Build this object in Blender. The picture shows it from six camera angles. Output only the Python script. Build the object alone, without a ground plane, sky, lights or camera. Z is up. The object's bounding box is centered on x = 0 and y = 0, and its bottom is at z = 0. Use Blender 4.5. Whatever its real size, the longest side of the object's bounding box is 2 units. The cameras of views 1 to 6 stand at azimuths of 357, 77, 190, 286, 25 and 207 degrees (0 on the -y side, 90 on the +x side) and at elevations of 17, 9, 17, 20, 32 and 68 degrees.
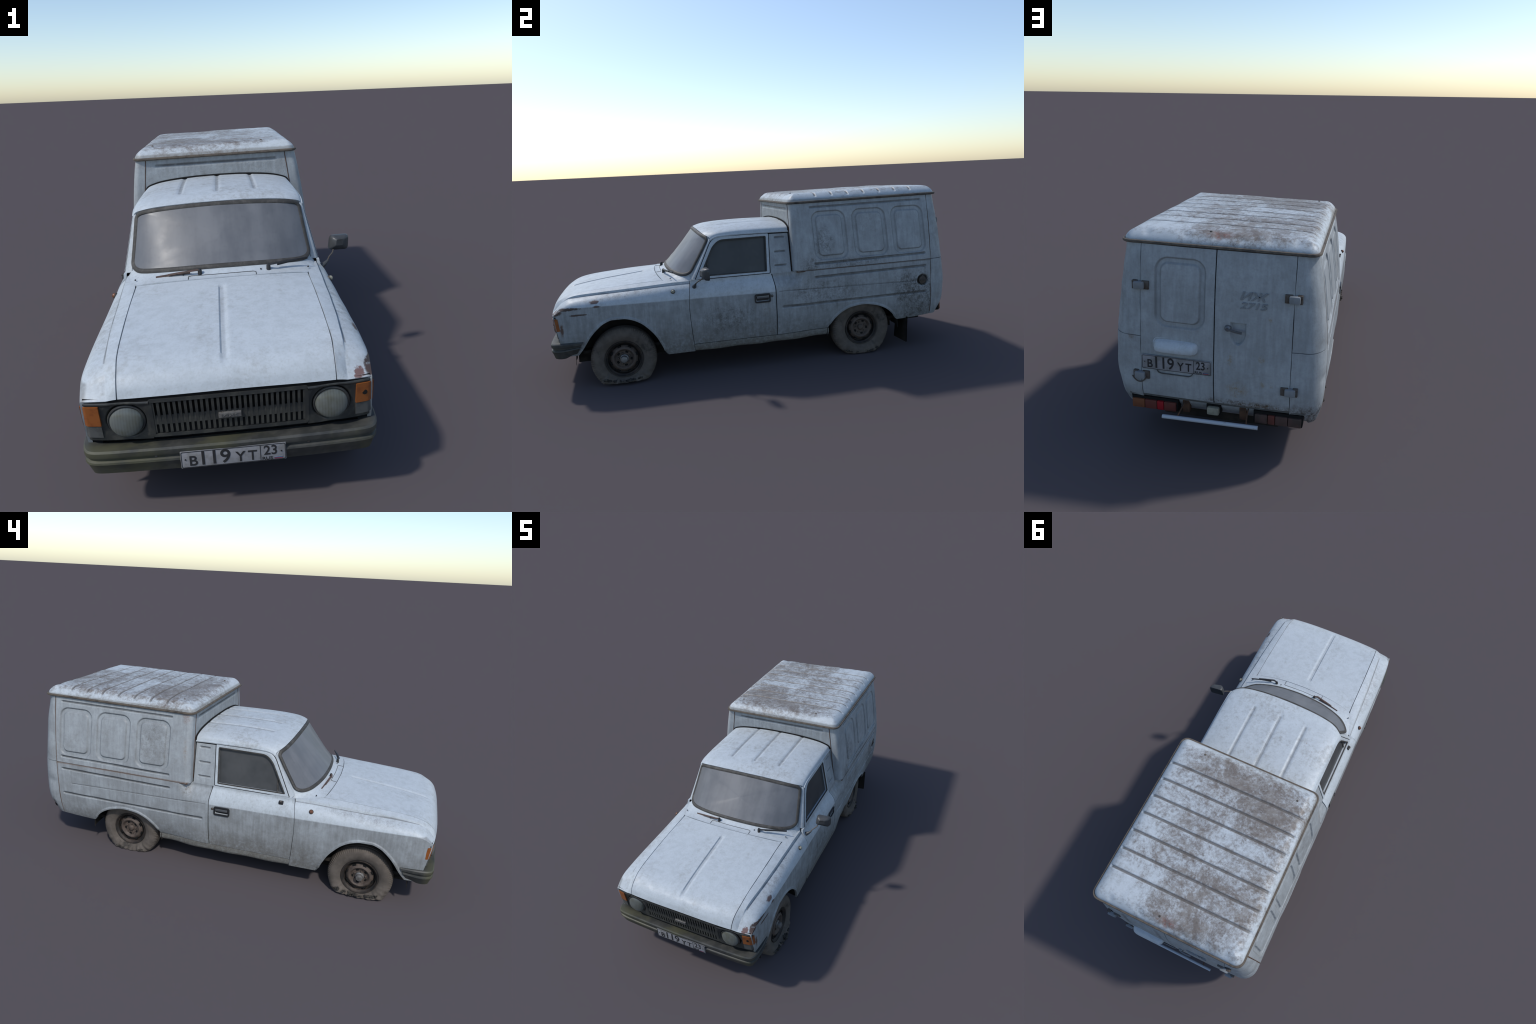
import bpy, math, random
import numpy as np
from mathutils import Vector

random.seed(7)
RNG = np.random.default_rng(7)
ROLL = 0.0227          # the van leans: the -x side stands lower
X0 = -0.032            # centre line at the ground

# ------------------------------------------------------------------ helpers
def pchip(xs, ys):
    xs = np.asarray(xs, float); ys = np.asarray(ys, float)
    h = np.diff(xs); d = np.diff(ys) / h
    m = np.zeros_like(ys)
    m[0], m[-1] = d[0], d[-1]
    for i in range(1, len(xs) - 1):
        if d[i - 1] * d[i] > 0:
            w1 = 2 * h[i] + h[i - 1]; w2 = h[i] + 2 * h[i - 1]
            m[i] = (w1 + w2) / (w1 / d[i - 1] + w2 / d[i])
    def f(x):
        x = np.clip(np.asarray(x, float), xs[0], xs[-1])
        i = np.clip(np.searchsorted(xs, x) - 1, 0, len(xs) - 2)
        t = (x - xs[i]) / h[i]
        return ((2*t**3 - 3*t**2 + 1) * ys[i] + (t**3 - 2*t**2 + t) * h[i] * m[i]
                + (-2*t**3 + 3*t**2) * ys[i + 1] + (t**3 - t**2) * h[i] * m[i + 1])
    return f

def curve(pairs):
    a = np.array(sorted(pairs)); return pchip(a[:, 0], a[:, 1])

def smooth(a, b, x):
    t = np.clip((np.asarray(x, float) - a) / (b - a), 0, 1); return t * t * (3 - 2 * t)

def poly3(pts):
    """smooth curve through 3D control points, by chord length 0..1"""
    p = np.array(pts, float)
    s = np.r_[0, np.cumsum(np.linalg.norm(np.diff(p, axis=0), axis=1))]; s /= s[-1]
    fs = [pchip(s, p[:, k]) for k in range(3)]
    return lambda t: np.stack([f(t) for f in fs], -1)

def vnoise(p, scale, seed):
    """cheap smooth value noise on points, about -1..1"""
    r = np.random.default_rng(seed); out = 0
    for k in range(6):
        d = r.normal(size=3); d /= np.linalg.norm(d)
        f = scale * (0.7 + 0.9 * r.random()); ph = r.random() * 6.28
        out = out + np.sin((p @ d) * f + ph)
    return out / 3.0

ROOT = None
def new_obj(name, me, mat, parent=None, smooth_angle=38, kind=None):
    ob = bpy.data.objects.new(name, me)
    bpy.context.scene.collection.objects.link(ob)
    if mat is not None:
        me.materials.append(mat)
    if len(me.polygons):
        me.polygons.foreach_set('use_smooth', [True] * len(me.polygons))
        me.set_sharp_from_angle(angle=math.radians(smooth_angle))
    ob.parent = parent or ROOT
    if kind: ob["kind"] = kind
    return ob

def mesh_from(verts, faces, name):
    me = bpy.data.meshes.new(name)
    me.from_pydata([tuple(v) for v in verts], [], faces)
    me.update()
    return me

def grid_data(P, flip=False, wrap_u=False, wrap_v=False, lip=0.0):
    """P: nu x nv x 3 -> vertices, faces (optional lip folded back along the border)"""
    nu, nv = P.shape[:2]
    V = P.reshape(-1, 3)
    idx = np.arange(nu * nv).reshape(nu, nv)
    a = idx if not wrap_u else np.vstack([idx, idx[:1]])
    a = a if not wrap_v else np.hstack([a, a[:, :1]])
    q = np.stack([a[:-1, :-1], a[1:, :-1], a[1:, 1:], a[:-1, 1:]], -1).reshape(-1, 4)
    if lip:
        du = np.gradient(P, axis=0); dv = np.gradient(P, axis=1)
        n = np.cross(du, dv); n /= np.maximum(np.linalg.norm(n, axis=-1, keepdims=True), 1e-9)
        if flip: n = -n
        ring = np.r_[idx[:, 0], idx[-1, 1:], idx[-2::-1, -1], idx[0, -2:0:-1]]
        L = V[ring] - n.reshape(-1, 3)[ring] * lip
        base = len(V)
        V = np.vstack([V, L])
        m = len(ring); k = np.arange(m); k2 = (k + 1) % m
        # border runs along u first: same winding as the sheet
        q = np.vstack([q, np.stack([ring[k2], ring[k], base + k, base + k2], -1)])
    if flip: q = q[:, ::-1]
    return V, q

def merge(parts):
    Vs, Fs, o = [], [], 0
    for V, F in parts:
        Vs.append(np.asarray(V, float)); Fs += [tuple(int(i) + o for i in f) for f in F]; o += len(V)
    return np.vstack(Vs), Fs

def mirror_x(V, F):
    V = np.array(V, float).copy(); V[:, 0] *= -1
    return V, [tuple(f)[::-1] for f in F]

def put(name, VF, mat, side=1, parent=None, angle=38, kind=None):
    V, F = VF
    if side < 0: V, F = mirror_x(V, F)
    F = [tuple(int(i) for i in f) for f in F]
    return new_obj(name, mesh_from(V, F, name), mat, parent, angle, kind)

def box(x0, x1, y0, y1, z0, z1, bev=0.0):
    """box with chamfered edges"""
    if bev <= 0:
        V = [(x, y, z) for x in (x0, x1) for y in (y0, y1) for z in (z0, z1)]
        F = [(0, 1, 3, 2), (4, 6, 7, 5), (0, 4, 5, 1), (2, 3, 7, 6), (0, 2, 6, 4), (1, 5, 7, 3)]
        return np.array(V, float), F
    import bmesh
    bm = bmesh.new(); bmesh.ops.create_cube(bm, size=1)
    for v in bm.verts:
        v.co = Vector((x0 if v.co.x < 0 else x1, y0 if v.co.y < 0 else y1, z0 if v.co.z < 0 else z1))
    bmesh.ops.bevel(bm, geom=bm.edges[:], offset=bev, segments=2, profile=0.6, affect='EDGES')
    bm.verts.index_update()
    V = np.array([v.co[:] for v in bm.verts]); F = [tuple(v.index for v in f.verts) for f in bm.faces]
    bm.free(); return V, F

def sweep(path, prof, closed=False, up=(0, 0, 1), caps=True, outward=None):
    """sweep a closed 2D profile (a: sideways/outward, b: up) along a 3D path"""
    path = np.array(path, float); n = len(path)
    if closed: T = np.roll(path, -1, 0) - np.roll(path, 1, 0)
    else: T = np.gradient(path, axis=0)
    T /= np.linalg.norm(T, axis=1, keepdims=True)
    U = np.array(up, float)
    U = np.broadcast_to(U, (n, 3)) if U.ndim == 1 else U
    S = np.cross(T, U); S /= np.linalg.norm(S, axis=1, keepdims=True)
    W = np.cross(S, T)
    prof = np.array(prof, float)
    P = path[:, None] + S[:, None] * prof[None, :, 0:1] + W[:, None] * prof[None, :, 1:2]
    V, F = grid_data(P, wrap_u=closed, wrap_v=True)
    F = [tuple(f) for f in F]
    if caps and not closed:
        m = len(prof); F.append(tuple(range(m))); F.append(tuple(range((n - 1) * m, n * m))[::-1])
    return V, F

def tube(path, r, seg=10, up=(0, 0, 1), closed=False):
    a = np.linspace(0, 2 * math.pi, seg, endpoint=False)
    rr = np.stack([np.cos(a), np.sin(a)], -1) * r
    return sweep(path, rr, closed=closed, up=up)

def revolve_x(prof, seg=48, cap=False):
    """profile (x, radius) turned about the x axis"""
    a = np.linspace(0, 2 * math.pi, seg, endpoint=False)
    p = np.array(prof, float)
    P = np.stack([np.broadcast_to(p[None, :, 0], (seg, len(p))), np.cos(a)[:, None] * p[None, :, 1], np.sin(a)[:, None] * p[None, :, 1]], -1)
    V, F = grid_data(P, wrap_u=True)
    return V, [tuple(f) for f in F]

def shift(VF, d):
    return np.asarray(VF[0], float) + np.array(d, float), VF[1]

def turn(VF, axis, ang, about=(0, 0, 0)):
    from mathutils import Matrix
    M = np.array(Matrix.Rotation(ang, 3, axis)); c = np.array(about, float)
    return (np.asarray(VF[0], float) - c) @ M.T + c, VF[1]

def seg_dist(a, b, p0, p1):
    d = np.array(p1, float) - np.array(p0, float); L2 = d @ d
    t = np.clip(((a - p0[0]) * d[0] + (b - p0[1]) * d[1]) / L2, 0, 1)
    return np.hypot(a - p0[0] - t * d[0], b - p0[1] - t * d[1])

def rrect_sd(a, b, a0, a1, b0, b1, r):
    ca, cb = (a0 + a1) / 2, (b0 + b1) / 2
    qa = np.abs(a - ca) - (a1 - a0) / 2 + r; qb = np.abs(b - cb) - (b1 - b0) / 2 + r
    return np.hypot(np.maximum(qa, 0), np.maximum(qb, 0)) + np.minimum(np.maximum(qa, qb), 0) - r

def trough(d, half, depth, edge):
    """flat-bottomed groove: d distance from its middle line"""
    return -depth * (1 - smooth(half - edge, half, np.abs(d)))

def spaced(breaks, counts):
    out = []
    for a, b, n in zip(breaks[:-1], breaks[1:], counts):
        out.append(np.linspace(a, b, n, endpoint=False))
    return np.r_[np.concatenate(out), breaks[-1]]

# ------------------------------------------------------------------ materials
class Nodes:
    def __init__(self, name):
        self.mat = bpy.data.materials.new(name); self.mat.use_nodes = True
        self.t = self.mat.node_tree; self.b = self.t.nodes['Principled BSDF']
        self.co = self.t.nodes.new('ShaderNodeTexCoord').outputs['Object']
    def link(self, a, b):
        self.t.links.new(a, b)
    def val(self, sock, v):
        if hasattr(v, 'is_output'): self.link(v, sock)
        else: sock.default_value = v
    def math(self, op, a, b=0.0, c=None, clamp=False):
        n = self.t.nodes.new('ShaderNodeMath'); n.operation = op; n.use_clamp = clamp
        self.val(n.inputs[0], a); self.val(n.inputs[1], b)
        if c is not None: self.val(n.inputs[2], c)
        return n.outputs[0]
    def scale(self, v, vec=None):
        n = self.t.nodes.new('ShaderNodeVectorMath'); n.operation = 'MULTIPLY'
        self.link(vec or self.co, n.inputs[0]); n.inputs[1].default_value = v
        return n.outputs[0]
    def noise(self, s, detail=4, rough=0.6, vec=None, dist=0.0):
        n = self.t.nodes.new('ShaderNodeTexNoise')
        n.inputs['Scale'].default_value = s; n.inputs['Detail'].default_value = detail
        n.inputs['Roughness'].default_value = rough; n.inputs['Distortion'].default_value = dist
        self.link(vec or self.co, n.inputs['Vector']); return n.outputs['Fac']
    def voronoi(self, s, vec=None):
        n = self.t.nodes.new('ShaderNodeTexVoronoi'); n.inputs['Scale'].default_value = s
        self.link(vec or self.co, n.inputs['Vector']); return n.outputs['Distance']
    def ramp(self, f, lo, hi, a=0.0, b=1.0):
        n = self.t.nodes.new('ShaderNodeMapRange'); n.interpolation_type = 'SMOOTHSTEP'
        self.val(n.inputs['Value'], f); n.inputs['From Min'].default_value = lo; n.inputs['From Max'].default_value = hi
        n.inputs['To Min'].default_value = a; n.inputs['To Max'].default_value = b
        return n.outputs['Result']
    def mix(self, f, a, b):
        n = self.t.nodes.new('ShaderNodeMix'); n.data_type = 'RGBA'
        self.val(n.inputs[0], f)
        for s, v in ((n.inputs[6], a), (n.inputs[7], b)):
            if hasattr(v, 'is_output'): self.link(v, s)
            else: s.default_value = (*v, 1)
        return n.outputs[2]
    def axis(self, k):
        n = self.t.nodes.new('ShaderNodeSeparateXYZ'); self.link(self.co, n.inputs[0]); return n.outputs[k]
    def near(self, p, r0, r1, stretch=(1, 1, 1), wob=0.0, ws=60.0):
        """1 inside r0, 0 outside r1, around a point, with a ragged edge"""
        n = self.t.nodes.new('ShaderNodeVectorMath'); n.operation = 'DISTANCE'
        self.link(self.scale(stretch), n.inputs[0]); n.inputs[1].default_value = tuple(a * b for a, b in zip(p, stretch))
        d = n.outputs['Value']
        if wob:
            d = self.math('ADD', d, self.math('MULTIPLY', self.math('SUBTRACT', self.noise(ws, 5, 0.65), 0.5), wob))
        return self.ramp(d, r0, r1, 1.0, 0.0)
    def bump(self, h, strength=0.2, dist=0.002):
        n = self.t.nodes.new('ShaderNodeBump'); n.inputs['Strength'].default_value = strength; n.inputs['Distance'].default_value = dist
        self.link(h, n.inputs['Height']); self.link(n.outputs[0], self.b.inputs['Normal'])
    def finish(self, color, rough=0.6, metal=0.0, spec=0.4):
        if hasattr(color, 'is_output'): self.link(color, self.b.inputs['Base Color'])
        else: self.b.inputs['Base Color'].default_value = (*color, 1)
        self.val(self.b.inputs['Roughness'], rough); self.b.inputs['Metallic'].default_value = metal
        self.b.inputs['Specular IOR Level'].default_value = spec
        return self.mat

PAINT = (0.455, 0.500, 0.535)
GRIME = (0.085, 0.076, 0.066)
DUST = (0.24, 0.235, 0.22)
RUST = (0.20, 0.085, 0.035)
PRIMER = (0.17, 0.105, 0.098)
LINE = (0.060, 0.056, 0.052)

def paint(name, grime=0.3, dust=0.4, streak=0.0, freckle=0.35, low=0.0, baked_shade=0.0, baked_shade_top=None, roof=0.0, rough_bump=0.0,
          spots=(), grooves=(), chips=(), lines=(), rings=(), base=PAINT):
    """weathered pale paint; grime/dust/freckle amounts, low: splash dirt near the sills, film: road film,
    roof: brown scoured patches, spots: (point, r0, r1, stretch, colour, strength) stains,
    lines/rings: baked shading of pressed ribs and embossed borders painted in, plus some rib dirt"""
    n = Nodes(name)
    big = n.noise(5, 5, 0.6); mid = n.noise(30, 6, 0.66); fine = n.noise(160, 4, 0.65)
    c = n.mix(n.ramp(mid, 0.35, 0.72), base, tuple(b * 0.88 for b in base))
    c = n.mix(n.math('MULTIPLY', n.ramp(fine, 0.45, 0.75), 0.20), c, DUST)
    if dust:
        m = n.math('MULTIPLY', n.ramp(n.math('ADD', n.math('MULTIPLY', big, 0.7), n.math('MULTIPLY', n.noise(55, 6, 0.72), 0.8)), 0.74, 1.0), dust)
        c = n.mix(m, c, (0.20, 0.19, 0.17))
    if baked_shade:  # side and rear shade of the original, put into the colour
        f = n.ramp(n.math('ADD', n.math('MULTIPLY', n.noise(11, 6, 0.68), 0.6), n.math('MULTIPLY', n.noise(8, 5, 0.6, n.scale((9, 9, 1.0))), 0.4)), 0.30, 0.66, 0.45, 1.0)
        m = n.math('MULTIPLY', f, baked_shade)
        if baked_shade_top is not None:
            m = n.math('MULTIPLY', m, n.ramp(n.math('ADD', n.axis(2), n.math('MULTIPLY', n.axis(1), baked_shade_top[1])), baked_shade_top[0] - 0.004, baked_shade_top[0] + 0.002, 1.0, 0.0))
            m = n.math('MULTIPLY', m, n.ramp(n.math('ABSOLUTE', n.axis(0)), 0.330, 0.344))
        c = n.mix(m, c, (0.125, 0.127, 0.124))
    if streak:
        s = n.noise(6, 5, 0.6, n.scale((14, 14, 1.2)))
        m = n.math('MULTIPLY', n.ramp(s, 0.52, 0.78), streak)
        c = n.mix(m, c, (0.14, 0.135, 0.125))
    if grime:
        g1 = n.noise(13, 8, 0.72, dist=0.4); g2 = n.noise(90, 5, 0.7)
        m = n.math('MULTIPLY', n.ramp(n.math('ADD', g1, n.math('MULTIPLY', g2, 0.35)), 0.72, 0.96), grime, clamp=True)
        c = n.mix(m, c, GRIME)
    if low:
        z = n.axis(2)
        h = n.ramp(n.math('ADD', z, n.math('MULTIPLY', n.noise(10, 6, 0.65), 0.22)), 0.21, 0.44, 1.0, 0.0)
        m = n.math('MULTIPLY', h, low, clamp=True)
        m = n.math('MULTIPLY', m, n.ramp(n.noise(70, 6, 0.72), 0.20, 0.66))
        c = n.mix(m, c, (0.115, 0.105, 0.09))
    if roof:
        # scoured brown film: heaviest along the -x half and the front of the cargo roof, thin elsewhere
        r1 = n.noise(5.5, 10, 0.76, dist=0.6); r2 = n.noise(60, 8, 0.78)
        x = n.axis(0); y = n.axis(1)
        bias = n.math('ADD', n.math('MULTIPLY', n.ramp(x, -0.02, 0.30), -0.13), n.math('MULTIPLY', n.ramp(y, 0.25, 0.95), -0.05))
        edge = n.math('MULTIPLY', n.ramp(n.axis(2), 0.802, 0.814, 1.0, 0.0), -0.10)
        f = n.math('ADD', n.math('ADD', n.math('MULTIPLY', r1, 0.85), n.math('MULTIPLY', r2, 0.62)), n.math('ADD', bias, edge))
        m = n.math('MULTIPLY', n.ramp(f, 0.54, 0.81), roof, clamp=True)
        c = n.mix(m, c, n.mix(n.ramp(n.noise(26, 5, 0.7), 0.4, 0.62), (0.125, 0.102, 0.086), (0.19, 0.172, 0.155)))
        m2 = n.math('MULTIPLY', n.ramp(n.noise(110, 6, 0.75), 0.55, 0.68), 0.6)
        c = n.mix(n.math('MULTIPLY', m2, n.ramp(f, 0.5, 0.75)), c, (0.080, 0.070, 0.062))
    if freckle:
        v = n.voronoi(34, None); k = n.noise(9, 3)
        m = n.math('MULTIPLY', n.ramp(v, 0.04, 0.10, 1.0, 0.0), n.ramp(k, 0.56, 0.64))
        c = n.mix(n.math('MULTIPLY', m, freckle), c, RUST)
        v2 = n.voronoi(120, None)
        m = n.math('MULTIPLY', n.ramp(v2, 0.05, 0.14, 1.0, 0.0), n.ramp(n.noise(14, 3), 0.56, 0.66))
        c = n.mix(n.math('MULTIPLY', m, freckle), c, (0.09, 0.07, 0.06))
    for p, r0, r1, st, col, amt in spots:
        g = n.math('MULTIPLY', n.near(p, r0, r1, st, wob=r1 * 1.1, ws=38), amt)
        g = n.math('MULTIPLY', g, n.ramp(n.math('ADD', n.math('MULTIPLY', n.noise(45, 7, 0.75), 0.6), n.math('MULTIPLY', n.noise(170, 4, 0.7), 0.4)), 0.40, 0.66))
        c = n.mix(g, c, col)
    for p, r0, r1, st, col in chips:
        c = n.mix(n.near(p, r0, r1, st, wob=r1 * 1.3, ws=70), c, col)
    for ax, pos, half, lo, hi, col, amt in grooves:
        d = n.math('ABSOLUTE', n.math('SUBTRACT', n.axis(ax), pos))
        d = n.math('ADD', d, n.math('MULTIPLY', n.math('SUBTRACT', n.noise(60, 4), 0.5), half * 0.9))
        m = n.ramp(d, half * 0.45, half, 1.0, 0.0)
        if lo:
            o = n.axis(lo[0])
            m = n.math('MULTIPLY', m, n.ramp(o, lo[1], lo[1] + 0.01)); m = n.math('MULTIPLY', m, n.ramp(o, hi - 0.01, hi, 1.0, 0.0))
        c = n.mix(n.math('MULTIPLY', m, amt), c, col)
    line_fade = n.ramp(n.noise(26, 4, 0.6), 0.25, 0.6, 0.55, 1.0) if (lines or rings) else None
    for axa, axb, (a0, b0), (a1, b1), half, amt in lines:
        k = (b1 - b0) / (a1 - a0)
        A = n.axis(axa)
        d = n.math('ABSOLUTE', n.math('SUBTRACT', n.axis(axb), n.math('MULTIPLY_ADD', A, k, b0 - k * a0)))
        m = n.ramp(d, half * 0.4, half, 1.0, 0.0)
        m = n.math('MULTIPLY', m, n.math('MULTIPLY', n.ramp(A, a0 - half, a0 + half * .3), n.ramp(A, a1 - half * .3, a1 + half, 1.0, 0.0)))
        c = n.mix(n.math('MULTIPLY', n.math('MULTIPLY', m, line_fade), amt), c, LINE)
    for axa, axb, a0, a1, b0, b1, r, shear, sds, amt in rings:
        B = n.axis(axb)
        A = n.math('ADD', n.axis(axa), n.math('MULTIPLY', n.math('SUBTRACT', B, 0.69), shear))
        qa = n.math('ADD', n.math('ABSOLUTE', n.math('SUBTRACT', A, (a0 + a1) / 2)), r - (a1 - a0) / 2)
        qb = n.math('ADD', n.math('ABSOLUTE', n.math('SUBTRACT', B, (b0 + b1) / 2)), r - (b1 - b0) / 2)
        ha, hb = n.math('MAXIMUM', qa, 0.0), n.math('MAXIMUM', qb, 0.0)
        L = n.math('SQRT', n.math('ADD', n.math('MULTIPLY', ha, ha), n.math('MULTIPLY', hb, hb)))
        sd = n.math('SUBTRACT', n.math('ADD', L, n.math('MINIMUM', n.math('MAXIMUM', qa, qb), 0.0)), r)
        for off in sds:
            m = n.ramp(n.math('ABSOLUTE', n.math('SUBTRACT', sd, off)), 0.0005, 0.0060, 1.0, 0.0)
            c = n.mix(n.math('MULTIPLY', n.math('MULTIPLY', m, line_fade), amt), c, LINE)
    rough = n.ramp(mid, 0.3, 0.8, 0.42, 0.62)
    if rough_bump: n.bump(n.noise(120, 4, 0.6), rough_bump, 0.004)
    else: n.bump(n.math('ADD', n.noise(28, 4, 0.5), n.math('MULTIPLY', n.noise(200, 3), 0.2)), 0.12, 0.004)
    return n.finish(c, rough, spec=0.32)

def plain(name, col, col2=None, scale=40, rough=0.6, metal=0.0, spec=0.4, bump=0.0, lo=0.42, hi=0.68):
    n = Nodes(name)
    c = col
    if col2 is not None:
        c = n.mix(n.ramp(n.noise(scale, 6, 0.68), lo, hi), col, col2)
    if bump: n.bump(n.noise(scale * 3, 4), bump, 0.003)
    return n.finish(c, rough, metal, spec)

def glass(name, a, b, streaks=(30, 8, 2)):
    n = Nodes(name)
    s = n.noise(1.0, 5, 0.6, n.scale(streaks)); d = n.noise(70, 5, 0.7); w = n.noise(7, 4, 0.6)
    c = n.mix(n.ramp(n.math('ADD', n.math('MULTIPLY', s, 0.6), n.math('MULTIPLY', w, 0.4)), 0.36, 0.66), a, b)
    c = n.mix(n.math('MULTIPLY', n.ramp(d, 0.5, 0.8), 0.25), c, tuple(x * 0.6 for x in a))
    return n.finish(c, n.ramp(w, 0.3, 0.7, 0.34, 0.48), spec=0.4)

M = {}
def build_materials():
    S1 = (1, 1, 1)
    M['hood'] = paint('hood_paint', grime=0.03, dust=0.30, freckle=0.25, lines=[(1, 0, (-.93, -.006), (-.565, -.006), .010, .16)])
    M['roof'] = paint('cab_roof_paint', grime=0.06, dust=0.5, freckle=0.75,
        lines=[(1, 0, (-.19, x), (.16, x), .0085, .42) for x in (-.134, 0.0, .136)])
    M['pillar'] = paint('pillar_paint', grime=0.06, dust=0.4, freckle=0.2, baked_shade=.25)
    M['cargo_roof'] = paint('cargo_roof_paint', grime=0.1, dust=0.4, freckle=0.3, roof=0.92,
        grooves=[(1, 0.275 + 0.084 * i, 0.0072, (0, -0.318), 0.318, (0.085, 0.076, 0.068), 0.75) for i in range(7)]
               + [(2, 0.779, 0.012, None, None, (0.13, 0.115, 0.09), 0.5)],
        spots=[((0.0, 0.885, 0.818), 0.005, 0.03, (0.4, 1, 1), (0.25, 0.09, 0.06), 0.8)])
    side_shade = dict(baked_shade=.75, baked_shade_top=(.3575, .012))  # painted side shade, ending at the crease
    def ridge(sg): return [(1, 0, (-.90, sg * .2985), (-.69, sg * .3145), .0032, .6), (1, 0, (-.69, sg * .3145), (-.36, sg * .3295), .0032, .6)]
    def ridge_spots(sg): return [((sg * .330, -.72, .405), .01, .05, (1, .25, 1), (.20, .20, .205), .7), ((sg * .332, -.55, .41), .006, .03, (1, .3, 1), (.18, .18, .18), .6)]
    M['fender_left'] = paint('fender_paint', grime=0.10, dust=0.3, streak=0.2, low=0.8, freckle=0.2, lines=ridge(-1), spots=ridge_spots(-1), **side_shade)
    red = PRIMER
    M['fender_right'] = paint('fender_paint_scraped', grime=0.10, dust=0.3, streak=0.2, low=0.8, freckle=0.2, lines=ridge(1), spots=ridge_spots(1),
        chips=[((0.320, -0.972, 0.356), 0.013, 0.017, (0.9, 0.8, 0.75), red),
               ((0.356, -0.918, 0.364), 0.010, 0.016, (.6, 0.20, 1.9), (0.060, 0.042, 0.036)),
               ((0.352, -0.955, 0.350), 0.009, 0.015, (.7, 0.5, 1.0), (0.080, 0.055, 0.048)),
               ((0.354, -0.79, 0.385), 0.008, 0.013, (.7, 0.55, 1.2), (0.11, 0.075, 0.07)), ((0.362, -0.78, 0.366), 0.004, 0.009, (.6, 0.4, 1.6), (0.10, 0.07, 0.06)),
               ((0.360, -0.86, 0.335), 0.007, 0.012, (.6, 0.25, 2.4), (0.07, 0.05, 0.042)), ((0.353, -0.935, 0.27), 0.003, 0.010, (.5, 1, .25), (0.10, 0.065, 0.05))], **side_shade)
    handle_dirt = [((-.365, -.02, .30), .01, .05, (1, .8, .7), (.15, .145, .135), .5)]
    M['door'] = paint('door_paint', grime=0.10, dust=0.3, streak=0.3, low=0.8, freckle=0.2, spots=handle_dirt, **side_shade)
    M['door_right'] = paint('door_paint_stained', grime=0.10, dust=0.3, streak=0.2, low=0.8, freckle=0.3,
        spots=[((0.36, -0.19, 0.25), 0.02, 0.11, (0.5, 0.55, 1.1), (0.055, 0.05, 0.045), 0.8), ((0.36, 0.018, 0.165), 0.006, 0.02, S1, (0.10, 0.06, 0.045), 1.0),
               ((0.36, -0.005, 0.27), 0.01, 0.035, S1, (0.16, 0.13, 0.09), 0.6), ((0.33, -0.31, 0.41), 0.004, 0.02, (1, .5, 1), (0.2, 0.15, 0.1), 0.6)], **side_shade)
    low_ribs = [(1, 2, (.246, .408), (.829, .4165), .0066, .7), (1, 2, (.079, .278), (.832, .283), .0066, .7),  # rib shading baked into the original, painted as dark lines
                (1, 2, (.06, .3565), (.78, .3412), .0022, .6)]
    up_ribs = [(1, 2, (.248, .4725), (.829, .4815), .0066, .7), (1, 2, (.24, .7455), (.824, .7525), .0052, .65)]
    wins = [(1, 2, y0, y1, .488, .7265, .045, .04, (-.0025, -.0225), .24) for y0, y1 in WINDOWS]  # border shading of the embossed windows, painted as lines
    seam_l = [(2, 0.446, 0.006, (1, 0.14), 0.87, (0.15, 0.085, 0.05), 0.55), (1, 0.8615, 0.005, (2, 0.15), 0.78, (0.15, 0.085, 0.05), 0.6)]
    seam_r = [(2, 0.446, 0.005, (1, 0.14), 0.87, (0.085, 0.072, 0.06), 0.6)]
    M['quarter'] = paint('rear_fender_paint', grime=0.08, dust=0.35, streak=0.2, low=0.6, baked_shade=.65, freckle=0.2, grooves=seam_l, lines=low_ribs,
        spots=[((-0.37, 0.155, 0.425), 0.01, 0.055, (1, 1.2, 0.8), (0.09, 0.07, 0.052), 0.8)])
    M['quarter_right'] = paint('rear_fender_paint_stained', grime=0.30, dust=0.35, streak=0.3, low=0.6, baked_shade=.65, freckle=0.3, grooves=seam_r, lines=low_ribs,
        chips=[((.37, .816, .344), .022, .031, S1, (.05, .045, .04))],  # dark ragged disc over the fuel filler dish
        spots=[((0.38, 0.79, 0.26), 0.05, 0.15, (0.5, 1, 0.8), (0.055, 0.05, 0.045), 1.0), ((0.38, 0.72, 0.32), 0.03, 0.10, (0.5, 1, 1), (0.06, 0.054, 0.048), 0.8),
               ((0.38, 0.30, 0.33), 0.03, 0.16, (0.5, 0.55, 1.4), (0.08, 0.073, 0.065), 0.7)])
    M['side'] = paint('cargo_side_paint', grime=0.05, dust=0.3, streak=0.12, baked_shade=.55, freckle=0.15, grooves=seam_l, lines=up_ribs, rings=wins,
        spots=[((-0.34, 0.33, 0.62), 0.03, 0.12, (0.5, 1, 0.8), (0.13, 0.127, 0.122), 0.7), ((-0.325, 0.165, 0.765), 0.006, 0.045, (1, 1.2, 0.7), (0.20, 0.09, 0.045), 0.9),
               ((-0.35, 0.165, 0.60), 0.004, 0.06, (1, 4, 0.6), (0.22, 0.15, 0.09), 0.6)])
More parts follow.
